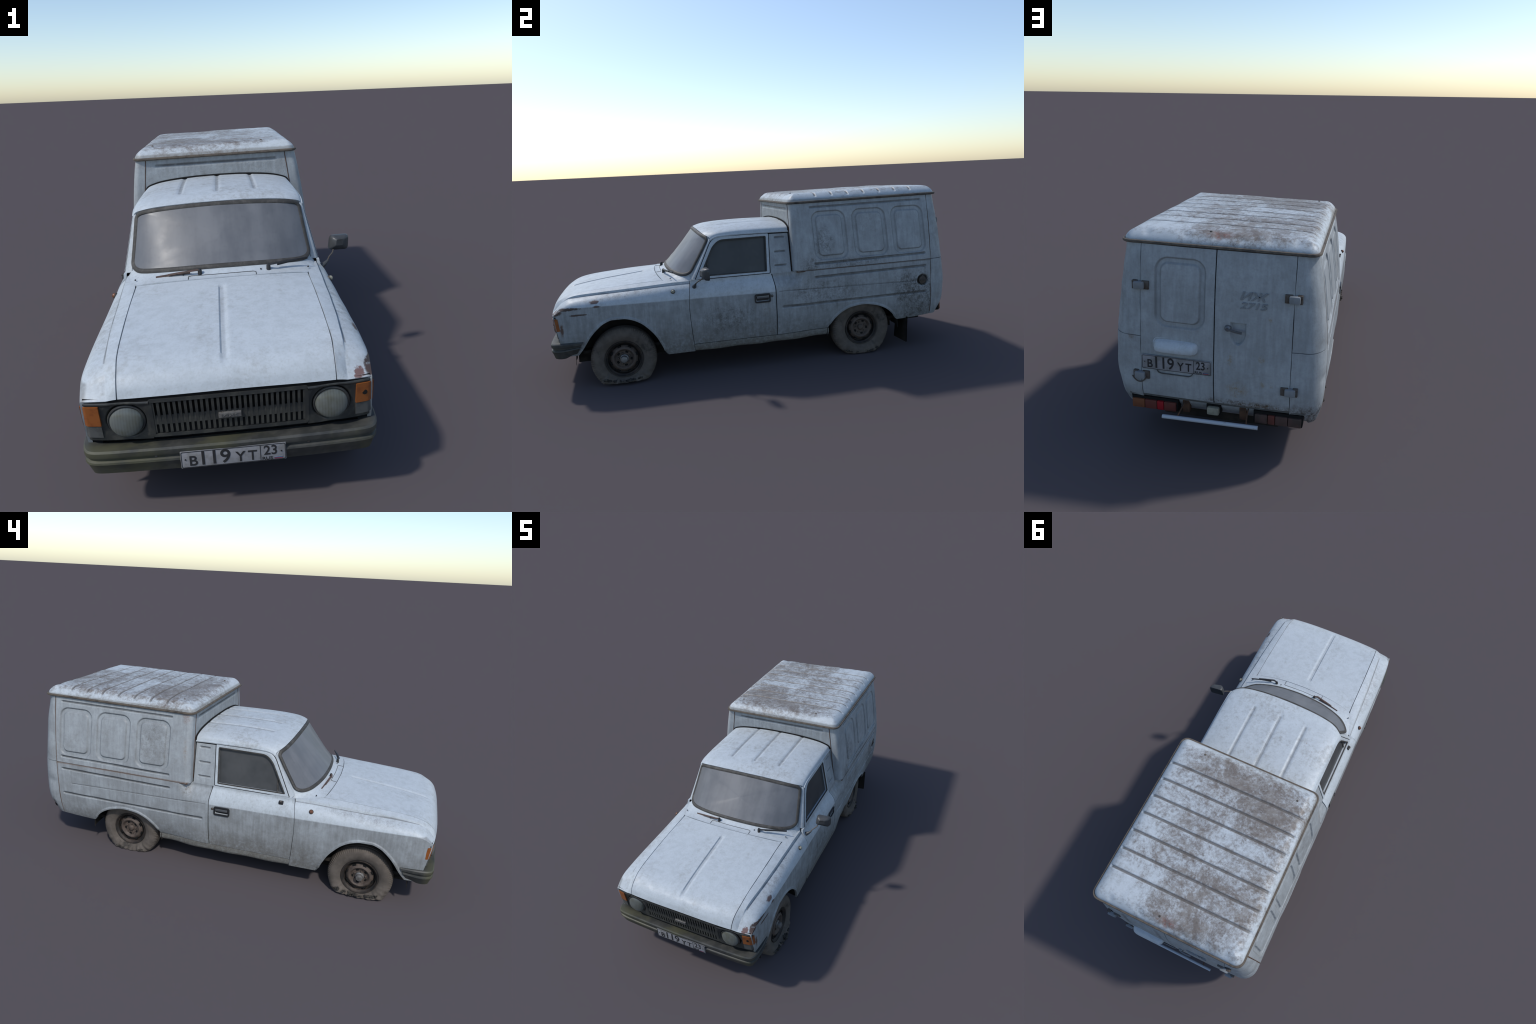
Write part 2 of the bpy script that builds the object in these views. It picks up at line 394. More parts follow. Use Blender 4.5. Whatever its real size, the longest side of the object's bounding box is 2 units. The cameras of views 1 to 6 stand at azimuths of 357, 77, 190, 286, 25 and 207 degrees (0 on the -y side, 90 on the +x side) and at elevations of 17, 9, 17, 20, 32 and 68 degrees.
    M['side_right'] = paint('cargo_side_paint_stained', grime=0.08, dust=0.3, streak=0.25, baked_shade=.55, freckle=0.2, grooves=seam_r, lines=up_ribs, rings=wins,
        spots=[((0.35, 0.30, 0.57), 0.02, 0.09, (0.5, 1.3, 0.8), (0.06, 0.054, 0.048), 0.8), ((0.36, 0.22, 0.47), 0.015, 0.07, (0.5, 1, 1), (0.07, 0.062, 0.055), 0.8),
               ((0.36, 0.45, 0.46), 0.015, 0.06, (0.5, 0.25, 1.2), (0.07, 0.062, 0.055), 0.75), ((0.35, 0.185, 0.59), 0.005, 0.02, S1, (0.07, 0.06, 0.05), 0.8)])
    M['vent'] = paint('vent_pillar_paint', grime=0.05, dust=0.3, streak=0.12, baked_shade=.55, freckle=0.1,
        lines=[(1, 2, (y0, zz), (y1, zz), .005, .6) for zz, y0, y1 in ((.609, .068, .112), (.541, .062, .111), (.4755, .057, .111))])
    M['front_wall'] = paint('cargo_wall_paint', grime=0.1, dust=0.3, freckle=0.1, baked_shade=.65, rough_bump=0.35, lines=[(0, 2, (-.25, .7415), (.25, .7415), .006, .8)])
    ochre = (0.24, 0.18, 0.10)
    M['rear'] = paint('rear_corner_paint', grime=0.08, dust=0.3, streak=0.15, low=0.35, baked_shade=.58, freckle=0.15, rough_bump=0.15,
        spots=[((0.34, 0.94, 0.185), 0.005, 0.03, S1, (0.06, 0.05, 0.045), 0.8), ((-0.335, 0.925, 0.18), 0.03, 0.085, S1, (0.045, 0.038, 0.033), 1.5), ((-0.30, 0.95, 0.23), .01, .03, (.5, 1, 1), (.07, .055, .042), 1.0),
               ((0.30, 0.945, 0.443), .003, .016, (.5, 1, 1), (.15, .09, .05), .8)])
    M['rear_door'] = paint('rear_door_paint', grime=0.05, dust=0.25, streak=0.12, baked_shade=.58, freckle=0.15,
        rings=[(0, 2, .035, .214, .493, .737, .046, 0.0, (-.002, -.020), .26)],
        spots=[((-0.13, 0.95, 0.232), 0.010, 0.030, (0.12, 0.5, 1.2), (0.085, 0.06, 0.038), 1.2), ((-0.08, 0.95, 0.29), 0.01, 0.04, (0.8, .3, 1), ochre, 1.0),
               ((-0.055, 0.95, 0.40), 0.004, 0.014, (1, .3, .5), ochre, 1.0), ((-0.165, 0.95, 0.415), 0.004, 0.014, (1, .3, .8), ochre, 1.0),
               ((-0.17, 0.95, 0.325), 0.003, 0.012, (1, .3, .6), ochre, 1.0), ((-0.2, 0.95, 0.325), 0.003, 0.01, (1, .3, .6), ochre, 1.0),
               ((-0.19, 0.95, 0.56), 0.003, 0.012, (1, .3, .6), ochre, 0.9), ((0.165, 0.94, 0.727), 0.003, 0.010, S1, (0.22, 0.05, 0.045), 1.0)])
    M['emblem'] = paint('emblem_paint', grime=0.2, dust=0.3, freckle=0.1, baked_shade=.58, base=(0.27, 0.30, 0.33))  # paint darkened in place of the shade round the raised letters
    M['sill'] = paint('sill_paint', grime=0.5, dust=0.6, low=0.9, freckle=0.4, base=(0.25, 0.26, 0.25))
    M['rubber'] = plain('seal_rubber', (0.040, 0.038, 0.035), (0.080, 0.075, 0.068), 30, 0.65)
    M['black'] = plain('black_gap', (0.012, 0.012, 0.012), None, rough=0.9, spec=0.1)
    M['well'] = plain('underbody_black', (0.018, 0.017, 0.016), (0.035, 0.03, 0.026), 20, 0.9, spec=0.1)
    M['trim'] = plain('weathered_black_plastic', (0.026, 0.028, 0.028), (0.058, 0.058, 0.050), 26, 0.5)
    M['trim_grey'] = plain('grey_plastic', (0.085, 0.088, 0.086), (0.055, 0.055, 0.052), 30, 0.55)
    n = Nodes('mossy_bumper_plastic')
    c = n.mix(n.ramp(n.noise(18, 6, 0.65), 0.4, 0.65), (0.030, 0.032, 0.031), (0.058, 0.058, 0.053))
    green = n.math('MULTIPLY', n.ramp(n.math('SUBTRACT', n.noise(7, 6, 0.65), n.math('MULTIPLY', n.axis(0), 0.25)), 0.40, 0.66), n.ramp(n.axis(1), -0.94, -0.975))
    c = n.mix(n.math('MULTIPLY', green, 0.65), c, (0.078, 0.077, 0.040))
    n.bump(n.noise(60, 4), 0.15, 0.003)
    M['bumper'] = n.finish(c, 0.55, spec=0.4)
    M['glass'] = glass('dusty_windscreen', (0.105, 0.111, 0.122), (0.150, 0.156, 0.167), (14, 3, 3))
    M['glass_side'] = glass('dusty_side_glass', (0.038, 0.041, 0.044), (0.066, 0.068, 0.07), (5, 6, 6))
    n = Nodes('dusty_tyre_rubber')
    c = n.mix(n.ramp(n.noise(22, 6, 0.65), 0.35, 0.7), (0.088, 0.075, 0.064), (0.125, 0.107, 0.092))
    c = n.mix(n.ramp(n.noise(9, 5, 0.7), 0.58, 0.72), c, (0.042, 0.038, 0.034))
    n.bump(n.noise(90, 4), 0.2, 0.002)
    M['tyre'] = n.finish(c, 0.85, spec=0.2)
    M['torn'] = plain('torn_tyre_rubber', (0.03, 0.028, 0.026), (0.10, 0.09, 0.075), 60, 0.9, spec=0.15, bump=0.3)
    M['rim'] = plain('rusty_rim', (0.016, 0.014, 0.013), (0.050, 0.037, 0.029), 24, 0.65, bump=0.2)
    M['rim_ring'] = plain('rusty_rim_ring', (0.090, 0.068, 0.055), (0.045, 0.034, 0.028), 34, 0.65)
    M['hub'] = plain('dull_hub_metal', (0.20, 0.195, 0.19), (0.12, 0.11, 0.10), 50, 0.45, metal=0.4)
    n = Nodes('headlamp_glass')
    w = n.t.nodes.new('ShaderNodeTexWave'); w.inputs['Scale'].default_value = 45; w.bands_direction = 'X'; n.link(n.co, w.inputs['Vector'])
    c = n.mix(n.ramp(n.noise(22, 5), 0.35, 0.7), (0.105, 0.115, 0.11), (0.075, 0.077, 0.058))
    c = n.mix(n.math('MULTIPLY', w.outputs['Fac'], 0.22), c, (0.15, 0.165, 0.16))
    M['lamp'] = n.finish(c, 0.25, spec=0.5)
    M['amber'] = plain('amber_lens', (0.26, 0.085, 0.022), (0.19, 0.055, 0.016), 40, 0.3)
    M['red_lens'] = plain('dull_red_lens', (0.12, 0.035, 0.028), (0.075, 0.03, 0.025), 30, 0.3)
    M['red_bright'] = plain('red_lens', (0.26, 0.012, 0.018), None, rough=0.25)
    M['amber_dull'] = plain('dull_amber_lens', (0.16, 0.06, 0.028), (0.10, 0.042, 0.026), 30, 0.35)
    M['dark_lens'] = plain('dirty_lens', (0.075, 0.045, 0.04), (0.045, 0.035, 0.03), 30, 0.4)
    M['white_lens'] = plain('yellowed_lens', (0.28, 0.27, 0.21), (0.2, 0.19, 0.15), 60, 0.35)
    M['plate'] = plain('number_plate_white', (0.25, 0.25, 0.265), (0.17, 0.168, 0.165), 25, 0.5)
    M['plate_black'] = plain('number_plate_black', (0.02, 0.02, 0.022), None, rough=0.6)
    M['blue'] = plain('flag_blue', (0.03, 0.10, 0.22), None, rough=0.6)
    M['red'] = plain('flag_red', (0.25, 0.02, 0.03), None, rough=0.6)
    M['badge'] = plain('badge_metal', (0.22, 0.215, 0.205), (0.14, 0.13, 0.12), 60, 0.4, metal=0.5)
    M['wiper'] = plain('wiper_black', (0.022, 0.022, 0.024), None, rough=0.45)
    M['wiper_rust'] = plain('wiper_rusty', (0.10, 0.062, 0.05), (0.05, 0.04, 0.036), 60, 0.7)
    M['mirror'] = plain('mirror_plastic', (0.055, 0.058, 0.061), (0.035, 0.036, 0.038), 40, 0.4)
    M['steel'] = plain('dull_steel', (0.10, 0.09, 0.08), (0.07, 0.05, 0.04), 60, 0.55, metal=0.3)
    M['bar'] = plain('painted_pipe', (0.36, 0.40, 0.45), (0.15, 0.11, 0.08), 22, 0.5, lo=0.62, hi=0.7)
    M['handle'] = plain('black_handle', (0.02, 0.021, 0.023), None, rough=0.35)
    M['handle_bar'] = plain('handle_chrome', (0.14, 0.15, 0.16), None, rough=0.3, metal=0.5)
    M['rim_edge'] = plain('gutter_dirt', (0.115, 0.095, 0.075), (0.055, 0.046, 0.04), 30, 0.75)
    M['cap'] = plain('fuel_cap', (0.05, 0.042, 0.036), (0.085, 0.065, 0.05), 50, 0.7)
    M['rust_line'] = plain('rusty_seam', (0.10, 0.055, 0.035), (0.05, 0.035, 0.028), 40, 0.9, spec=0.1)
    M['lamp_ring'] = plain('lamp_ring', (0.028, 0.029, 0.03), (0.05, 0.05, 0.045), 40, 0.5)

# ------------------------------------------------------------------ body lines (car frame, +x half)
ARCH_F = curve([(-0.99, .150), (-.878, .150), (-.862, .165), (-.838, .198), (-.818, .228), (-.790, .259), (-.754, .287), (-.714, .300), (-.672, .300),
                (-.632, .291), (-.592, .270), (-.556, .236), (-.530, .202), (-.508, .157), (-.490, .117), (-.480, .106), (-.3, .106)])
ARCH_R = curve([(0.0, .142), (.305, .142), (.315, .158), (.338, .190), (.378, .223), (.426, .243), (.490, .250), (.556, .239),
                (.608, .217), (.647, .185), (.672, .153), (.684, .146), (.76, .149), (.862, .158), (.9, .163)])
XC = curve([(-.99, .346), (-.95, .351), (-.9, .357), (-.8, .363), (-.6, .367), (-.37, .370), (0, .372), (.15, .375), (.3, .379), (.5, .380), (.64, .380), (.87, .378)])
ZC = curve([(-.986, .338), (-.95, .357), (-.92, .365), (-.88, .368), (-.64, .3655), (-.37, .361), (.04, .357), (.24, .353), (.6, .346), (.87, .338)])
DXL = curve([(0, 0), (.02, -.0008), (.06, -.0022), (.12, -.0022), (.17, .001), (.21, .006), (.26, .015)])
XBOX = curve([(.13, .343), (.15, .353), (.175, .362), (.21, .370), (.25, .375), (.29, .378), (.36, .379), (.43, .377), (.512, .371), (.605, .3605), (.695, .347), (.79, .329)])
YCUT_F = curve([(.10, -.355), (.135, -.359), (.211, -.366), (.312, -.371), (.385, -.367), (.42, -.361), (.453, -.355)])
YCUT_R = curve([(.10, .040), (.148, .0415), (.268, .044), (.367, .0445), (.41, .040), (.452, .033)])
YFE = curve([(.12, -.935), (.20, -.945), (.235, -.951), (.287, -.961), (.338, -.968), (.36, -.968)])
ZR = curve([(-.986, .340), (-.94, .384), (-.9, .402), (-.79, .412), (-.69, .417), (-.565, .423), (-.45, .429), (-.34, .432)])
XR = curve([(-.986, .288), (-.9, .293), (-.8, .302), (-.69, .309), (-.565, .315), (-.45, .320), (-.34, .3245)])
GAPX = curve([(-.986, .260), (-.95, .262), (-.9, .266), (-.8, .269), (-.7, .272), (-.6, .274), (-.5, .2755), (-.48, .278), (-.45, .290), (-.403, .309), (-.34, .320)])
GAPZ = curve([(-.986, .344), (-.975, .367), (-.95, .391), (-.9, .411), (-.83, .423), (-.7, .433), (-.6, .439), (-.48, .443), (-.45, .442), (-.403, .439), (-.34, .4365)])
CROWN = curve([(-.986, .348), (-.976, .371), (-.953, .394), (-.9, .412), (-.812, .427), (-.69, .441), (-.562, .455), (-.5, .4605)])
SH_A = curve([(0, 0), (.15, .07), (.3, .17), (.45, .30), (.6, .46), (.75, .66), (.88, .84), (1, 1)])     # inward share
SH_B = curve([(0, 0), (.15, .2), (.3, .39), (.45, .56), (.6, .71), (.75, .84), (.88, .93), (1, 1)])      # upward share

def yfront(x):
    return -.986 + .018 * (np.abs(x) / .345) ** 3.5

def side_x(y, z):
    """half width of the skin at or below the crease"""
    zc = ZC(y)
    a = XC(y) - DXL(np.maximum(zc - z, 0))
    w = smooth(.06, .26, y)
    return a * (1 - w) + XBOX(z) * w

def arch_flare(y, z, arch, c):
    """raised lip round a wheel opening"""
    ys = np.linspace(c - .24, c + .24, 240); zs = arch(ys)
    m = zs > .165 if c > 0 else zs > .13
    ys, zs = ys[m], zs[m]
    d = np.min(np.hypot(np.asarray(y)[..., None] - ys, np.asarray(z)[..., None] - zs), -1)
    return .0045 * (1 - smooth(.006, .013, d))

def build_fender(side):
    u = np.r_[spaced([-.986, -.965, -.9, -.878, -.80, -.56, -.476, -.42, -.37], [10, 14, 14, 26, 40, 30, 10, 12])]
    def ymap(yn, z=None, x=None):
        fade = 1 - smooth(-.986, -.86, yn)
        s = (YFE(z) if x is None else yfront(x)) + .986
        f2 = smooth(-.44, -.37, yn)
        return yn + s * fade + (YCUT_F(z) + .37) * f2
    cols = []
    n1, n2, n3, n4 = 46, 22, 4, 10
    for yn in u:
        zb = .12
        for _ in range(12): zb = .5 * zb + .5 * float(ARCH_F(ymap(yn, zb)))
        zc = float(ZC(yn))
        t = np.linspace(0, 1, n1)
        z = zb + (zc - zb) * t
        y = np.array([ymap(yn, q) for q in z])
        x = side_x(y, z)
        # carry the front taper
        x = x + (XC(yn) - XC(y[-1])) * 0
        P = [np.stack([x, y, z], -1)]
        xc = x[-1]; xr = float(XR(yn)); zr = float(ZR(yn))
        q = np.linspace(0, 1, n2 + 1)[1:]
        kk = float(smooth(-.96, -.84, yn)); xs = xc + (xr + .003 - xc) * SH_A(q); zs = zc + (zr - .003 * kk - zc) * SH_B(q) 
        def row(xx, zz):
            yy = np.array([ymap(yn, z=max(b, .338), x=a) for a, b in zip(xx, zz)])
            return np.stack([xx, yy, zz], -1)
        P.append(row(xs, zs))
        k = float(smooth(-.96, -.86, yn))
        gx, gz = float(GAPX(yn)) + .0016, float(GAPZ(yn))
        ztop = min(zr + .0065 * k, gz)
        xs = np.linspace(xr + .003, xr, n3 + 1)[1:]; zs = np.linspace(zr - .003 * k, ztop, n3 + 1)[1:]
        P.append(row(xs, zs))
        q = np.linspace(0, 1, n4 + 1)[1:]
        xs = xr + (gx - xr) * q; zs = ztop + (gz - ztop) * (q * 1.25 - .25 * q * q)
        P.append(row(xs, zs))
        cols.append(np.vstack(P))
    P = np.array(cols)
    low = P[:, :n1]
    P[:, :n1, 0] += arch_flare(low[..., 1], low[..., 2], ARCH_F, -.685)
    P[:, :, 0] += vnoise(P.reshape(-1, 3), 34, 3 + side).reshape(P.shape[:2]) * .0006
    # front edge folds in below the nose
    return put('fender', grid_data(P, lip=.010), M['fender_right' if side > 0 else 'fender_left'], side)

DOOR_SH = [(0, 0), (.003, .015), (.008, .028), (.0145, .040), (.022, .051), (.029, .060), (.0322, .068), (.033, .079)]
DSA = curve([(i / 7, a) for i, (a, b) in enumerate(DOOR_SH)]); DSB = curve([(i / 7, b) for i, (a, b) in enumerate(DOOR_SH)])

def build_door(side):
    t = spaced([0, .03, .97, 1], [5, 80, 5])
    zl = np.linspace(0, 1, 60); q = np.linspace(0, 1, 27)[1:]
    rows = []
    for s in t:
        yn = -.37 + (.045 + .37) * s
        zc = float(ZC(yn))
        z = .1435 + (zc - .1435) * zl
        def yy(z): return (YCUT_F(z) + .0022) * (1 - s) + (YCUT_R(z) - .0022) * s
        y = yy(z); x = side_x(y, z)
        zs = zc + DSB(q) * (.4435 - zc) / .079; ys = yy(zs); xs = x[-1] - DSA(q) * (x[-1] - .3365) / .033
        rows.append(np.vstack([np.stack([x, y, z], -1), np.stack([xs, ys, zs], -1)]))
    P = np.array(rows)
    # recess behind the pull handle
    d = rrect_sd(P[..., 1], P[..., 2], -.054, .010, .318, .345, .006)
    P[..., 0] -= .006 * (1 - smooth(-.004, .001, d))
    P[:, :, 0] += vnoise(P.reshape(-1, 3), 26, 13 + side).reshape(P.shape[:2]) * .0006
    mat = M['door_right' if side > 0 else 'door']
    ob = put('door', grid_data(P, lip=.010), mat, side)
    X = lambda y, z: float(side_x(y, z))
    # handle: dark frame, pull bar, lock
    fr = []
    path = [(y, z) for y, z in [(-.058, .313), (.013, .313), (.013, .349), (-.058, .349)]]
    out = np.array([(X(y, z) + .0015, y, z) for y, z in path])
    fr.append(sweep(np.array([(X(y, z) + .001, y, z) for y, z in rounded_poly(path, .007, 6)]), [(-.004, -.002), (.004, -.002), (.003, .004), (-.003, .004)], closed=True, up=(1, 0, 0)))
    put('handle_frame', merge(fr), M['handle'], side, ob)
    put('handle_back', box(X(-.02, .33) - .0058, X(-.02, .33) - .0035, -.055, .011, .316, .347), M['handle'], side, ob)
    put('door_handle', box(X(-.02, .335) - .003, X(-.02, .335) + .004, -.052, .008, .331, .343, .0015), M['handle_bar'], side, ob)
    lk = revolve_x([(0, 0), (.003, .0), (.003, .004), (.0015, .006), (-.004, .0065)], 16)
    put('door_lock', shift(lk, (X(.024, .338), .024, .338)), M['steel'], side, ob)
    # window frame, rubber and glass
    fx = lambda z: .3365 - (z - .44) * .2085
    outer = rounded_poly([(-.3305, .4435), (.0275, .4435), (.0365, .6325), (-.215, .6345), (-.247, .612)], [.004, .004, .006, .030, .022], 8, 8)
    inner = rounded_poly([(-.3085, .4560), (.0115, .4535), (.0205, .6185), (-.205, .6165), (-.238, .590)], [.004, .004, .005, .030, .02], 8, 8)
    O, I = np.array(outer), np.array(inner)
    def lay(Q, off): return np.stack([fx(Q[:, 1]) + off, Q[:, 0], Q[:, 1]], -1)
    mid = O * .45 + I * .55
    R = np.stack([lay(O, -.006), lay(O, .0005), lay(O * .92 + I * .08, .0025), lay(mid, .0028), lay(I, .0018), lay(I, -.015)], 1)
    put('window_frame', grid_data(R, wrap_u=True, flip=False), mat, side, ob, 45)
    put('window_rubber', sweep(lay(I, .0005), [(-.0028, -.003), (.0028, -.003), (.0028, .002), (-.0028, .002)], closed=True, up=(1, 0, 0)), M['rubber'], side, ob)
    put('window_rubber', sweep(lay(O, -.001), [(-.003, -.003), (.003, -.003), (.003, .0018), (-.003, .0018)], closed=True, up=(1, 0, 0)), M['black'], side, ob)
    c = I.mean(0)
    G = np.stack([lay(c + (I - c) * k, -.011) for k in (.0, .35, .7, 1.0)], 1)
    put('window_glass', grid_data(G, wrap_u=True, flip=True), M['glass_side'], side, ob)
    q = [(-.2665, .534), (-.2725, .457)]
    put('window_divider', sweep(np.array([(fx(z) - .009, y, z) for y, z in q]), [(-.003, -.002), (.003, -.002), (.003, .002), (-.003, .002)], up=(1, 0, 0)), M['rubber'], side, ob)
    return ob

def rounded_poly(pts, r, n=6, per_edge=None):
    """closed polygon with rounded corners"""
    pts = [np.array(p, float) for p in pts]; m = len(pts)
    rs = r if isinstance(r, (list, tuple)) else [r] * m
    out = []
    for i in range(m):
        p0, p, p1 = pts[i - 1], pts[i], pts[(i + 1) % m]
        a = (p0 - p) / np.linalg.norm(p0 - p); b = (p1 - p) / np.linalg.norm(p1 - p)
        rr = min(rs[i], .49 * np.linalg.norm(p0 - p), .49 * np.linalg.norm(p1 - p))
        for t in np.linspace(0, 1, n):
            out.append((1 - t) ** 2 * (p + a * rr) + 2 * t * (1 - t) * p + t * t * (p + b * rr))
        L = np.linalg.norm(p1 - p); k = per_edge or max(1, int(L / .03))
        e0 = p + b * rr
        e1 = p1 - b * min(rs[(i + 1) % m], .49 * L)
        for t in np.linspace(0, 1, k + 1)[1:-1]:
            out.append(e0 + (e1 - e0) * t)
    return [tuple(o) for o in out]

SEAM = curve([(.04, .4395), (.14, .4425), (.5, .446), (.9, .450)])
def build_quarter(side):
    """lower rear side, from the door to the rear corner, below the cargo seam"""
    u = spaced([.0467, .09, .13, .20, .30, .34, .65, .70, .8600], [14, 24, 36, 24, 20, 80, 20, 46])
    n1, n2 = 60, 44
    cols = []
    for yn in u:
        f = 1 - smooth(.0467, .08, yn)
        ym = lambda z: yn + (YCUT_R(z) - .0445) * f
        zb = max(float(ARCH_R(yn)), .1435 if yn < .32 else 0)
        zc = float(ZC(yn)); zt = float(SEAM(yn)) - .0012
        z = zb + (zc - zb) * np.linspace(0, 1, n1); y = ym(z); x = side_x(y, z)
        q = np.linspace(0, 1, n2 + 1)[1:]
        xa = x[-1] - DSA(q) * (x[-1] - .337) / .033; za = zc + DSB(q)
        za = za + (zt - za[-1]) * q
        zb2 = zc + (zt - zc) * q; xb = XBOX(zb2)
        w = smooth(.125, .19, yn + (q - .5) * -.02)
        xs = xa * (1 - w) + xb * w; zs = za * (1 - w) + zb2 * w
        cols.append(np.vstack([np.stack([x, y, z], -1), np.stack([xs, ym(zs), zs], -1)]))
    P = np.array(cols); Y, Z = P[..., 1], P[..., 2]
    dx = trough(seg_dist(Y, Z, (.246, .408), (.829, .4165)), .0075, .0068, .0042)
    dx += trough(seg_dist(Y, Z, (.079, .278), (.832, .283)), .0075, .0068, .0042)
    dx += -.0018 * (1 - smooth(.001, .0035, np.abs(Z - ZC(Y)))) * smooth(.05, .12, Y) * (1 - smooth(.77, .80, Y))
    if side > 0:   # fuel filler dish
        d = np.hypot(Y - .816, Z - .344); dx += -.014 * (1 - smooth(.023, .033, d))
    P[..., 0] += dx + arch_flare(Y, Z, ARCH_R, .49)
    P[..., 0] += vnoise(P.reshape(-1, 3), 30, 23 + side).reshape(P.shape[:2]) * .0006
    ob = put('rear_fender', grid_data(P, lip=.010), M['quarter_right' if side > 0 else 'quarter'], side)
    if side > 0:
        X = float(XBOX(.344))
        cap = revolve_x([(.004, 0), (.004, .014), (.002, .0195), (-.012, .0205)], 32)
        put('fuel_cap', shift(cap, (X - .004, .816, .344)), M['cap'], 1, ob)
        put('fuel_cap_grip', box(X - .002, X + .004, .804, .828, .3405, .3475, .0015), M['cap'], 1, ob)
    return ob

def yrear(z):
    return RY(z)
RY = curve([(.13, .893), (.15, .909), (.17, .925), (.20, .946), (.25, .959), (.30, .962), (.36, .961), (.45, .955), (.55, .948), (.65, .938), (.79, .914)])

def corner_path(z, n, x_end=.2665, r=.072):
    """plan path at height z from the side (y=.863) round the corner to the rear door gap"""
    X = float(XBOX(z)); Yr = float(RY(z)) - .004
    r = min(r, Yr - .864)
    a = np.linspace(0, math.pi / 2, n - 8)
    e = .92
    arc = np.stack([X - r + r * np.cos(a) ** e, Yr - r + r * np.sin(a) ** e], -1)
    s = np.stack([np.full(4, X), np.linspace(.8632, Yr - r, 5)[:-1]], -1)
    xe = np.linspace(X - r, x_end, 5)[1:]
    e2 = np.stack([xe, Yr + .004 * smooth(X - r, .25, -xe * 0 + xe) * 0 + .0035 * (1 - (xe - x_end) / max(X - r - x_end, 1e-6)) ** 1.5], -1)
    return np.vstack([s, arc, e2])

def build_corner(side):
    def zb(k, n):   # lower edge: along the side .158, rear steps up above the lamps
        return None
    # upper part
    n = 40
    zs = np.linspace(.4512, .7745, 60)
    P = np.array([[(x, y, z) for x, y in corner_path(z, n)] for z in zs]).transpose(1, 0, 2)
    P += vnoise(P.reshape(-1, 3), 60, 31 + side).reshape(P.shape[:2])[..., None] * np.array([.001, .001, 0])
    put('cargo_corner', grid_data(P, lip=.008), M['rear'], side)
    # lower part; its rear edge ends above the lamp cluster
    zs01 = np.linspace(0, 1, 66)
    cols = []
    full = [corner_path(z, n) for z in np.linspace(.14, .4488, 160)]
    zz = np.linspace(.14, .4488, 160)
    full = np.array(full)                    # 160 x n x 2
    for j in range(n):
        xj = full[60, j, 0]
        zlow = .157 + .053 * smooth(.338, .322, xj) if False else (.158 if xj > .335 else .158 + .052 * float(smooth(0, 1, (.335 - xj) / .014)))
        z = zlow + (.4488 - zlow) * zs01
        cols.append(np.stack([np.interp(z, zz, full[:, j, 0]), np.interp(z, zz, full[:, j, 1]), z], -1))
    P = np.array(cols)
    d = np.linalg.norm((P - np.array([.372, .915, .235])) * np.array([1, 1, .7]), axis=-1)
    if side > 0: P[..., 0] -= .010 * np.exp(-(d / .02) ** 2)
    else:
        d2 = np.linalg.norm((P - np.array([.372, .90, .34])) * np.array([1, .8, 1]), axis=-1)
        P[..., 0] -= .007 * np.exp(-(d2 / .022) ** 2)
        d3 = np.linalg.norm((P - np.array([.36, .92, .19])), axis=-1)
        P[..., 0] -= .008 * np.exp(-(d3 / .02) ** 2)
    P += vnoise(P.reshape(-1, 3), 50, 41 + side).reshape(P.shape[:2])[..., None] * np.array([.001, .001, 0])
    put('cargo_corner', grid_data(P, lip=.008), M['rear'], side)

WINDOWS = [(.241, .416), (.448, .628), (.656, .834)]
def build_cargo_side(side):
    """upper cargo wall incl. the round front corner"""
    zs = np.linspace(0, 1, 130)
    r = .024
    rows = []
    ys = spaced([.1405 + r, .23, .85, .8600], [14, 230, 4])
    a = np.linspace(0, math.pi / 2, 14)
    for k in zs:
        row = []
        z0 = .4445 + (.7735 - .4445) * k
        X = float(XBOX(z0)); xs0 = .2895 + (.765 - z0) * .13
        pts = [(x, .1405) for x in np.linspace(xs0, X - r, 7)[:-1]]
        pts += [(X - r + r * math.sin(t), .1405 + r - r * math.cos(t)) for t in a]
        pts += [(X, y) for y in ys[1:]]
        for x, y in pts:
            zlo = float(SEAM(y)) + .0012
            row.append((x, y, zlo + (.7735 - zlo) * k))
        rows.append(row)
    P = np.array(rows).transpose(1, 0, 2)
    Y, Z = P[..., 1], P[..., 2]
    Ys = Y - .04 * (.69 - Z)
    dx = 0
    for y0, y1 in WINDOWS:
        sd = rrect_sd(Ys, Z, y0, y1, .488, .7265, .045)
        dx = dx + trough(sd + .0125, .0135, .0065, .0065)
    dx += trough(seg_dist(Y, Z, (.248, .4725), (.829, .4815)), .0075, .0068, .0042)
    dx += trough(seg_dist(Y, Z, (.24, .7455), (.824, .7525)), .0065, .005, .004)
    m = (P[..., 1] > .1405 + r)
    P[..., 0] += dx * m
    P[..., 0] += vnoise(P.reshape(-1, 3), 24, 51 + side).reshape(P.shape[:2]) * .0008 * m
    put('cargo_side', grid_data(P, lip=.008), M['side_right' if side > 0 else 'side'], side)
    # dark slot lines behind the seams
    put('body_seam', sweep(np.array([(float(XBOX(SEAM(y))) - .0035, y, float(SEAM(y))) for y in np.linspace(.15, .86, 30)]), [(-.002, -.003), (.002, -.003), (.002, .003), (-.002, .003)]), M['rust_line'], side)
    put('body_seam', sweep(np.array([(float(XBOX(z)) - .0035, .8616, z) for z in np.linspace(.17, .77, 40)]), [(-.003, -.002), (.003, -.002), (.003, .002), (-.003, .002)], up=(1, 0, 0)), M['rust_line'], side)

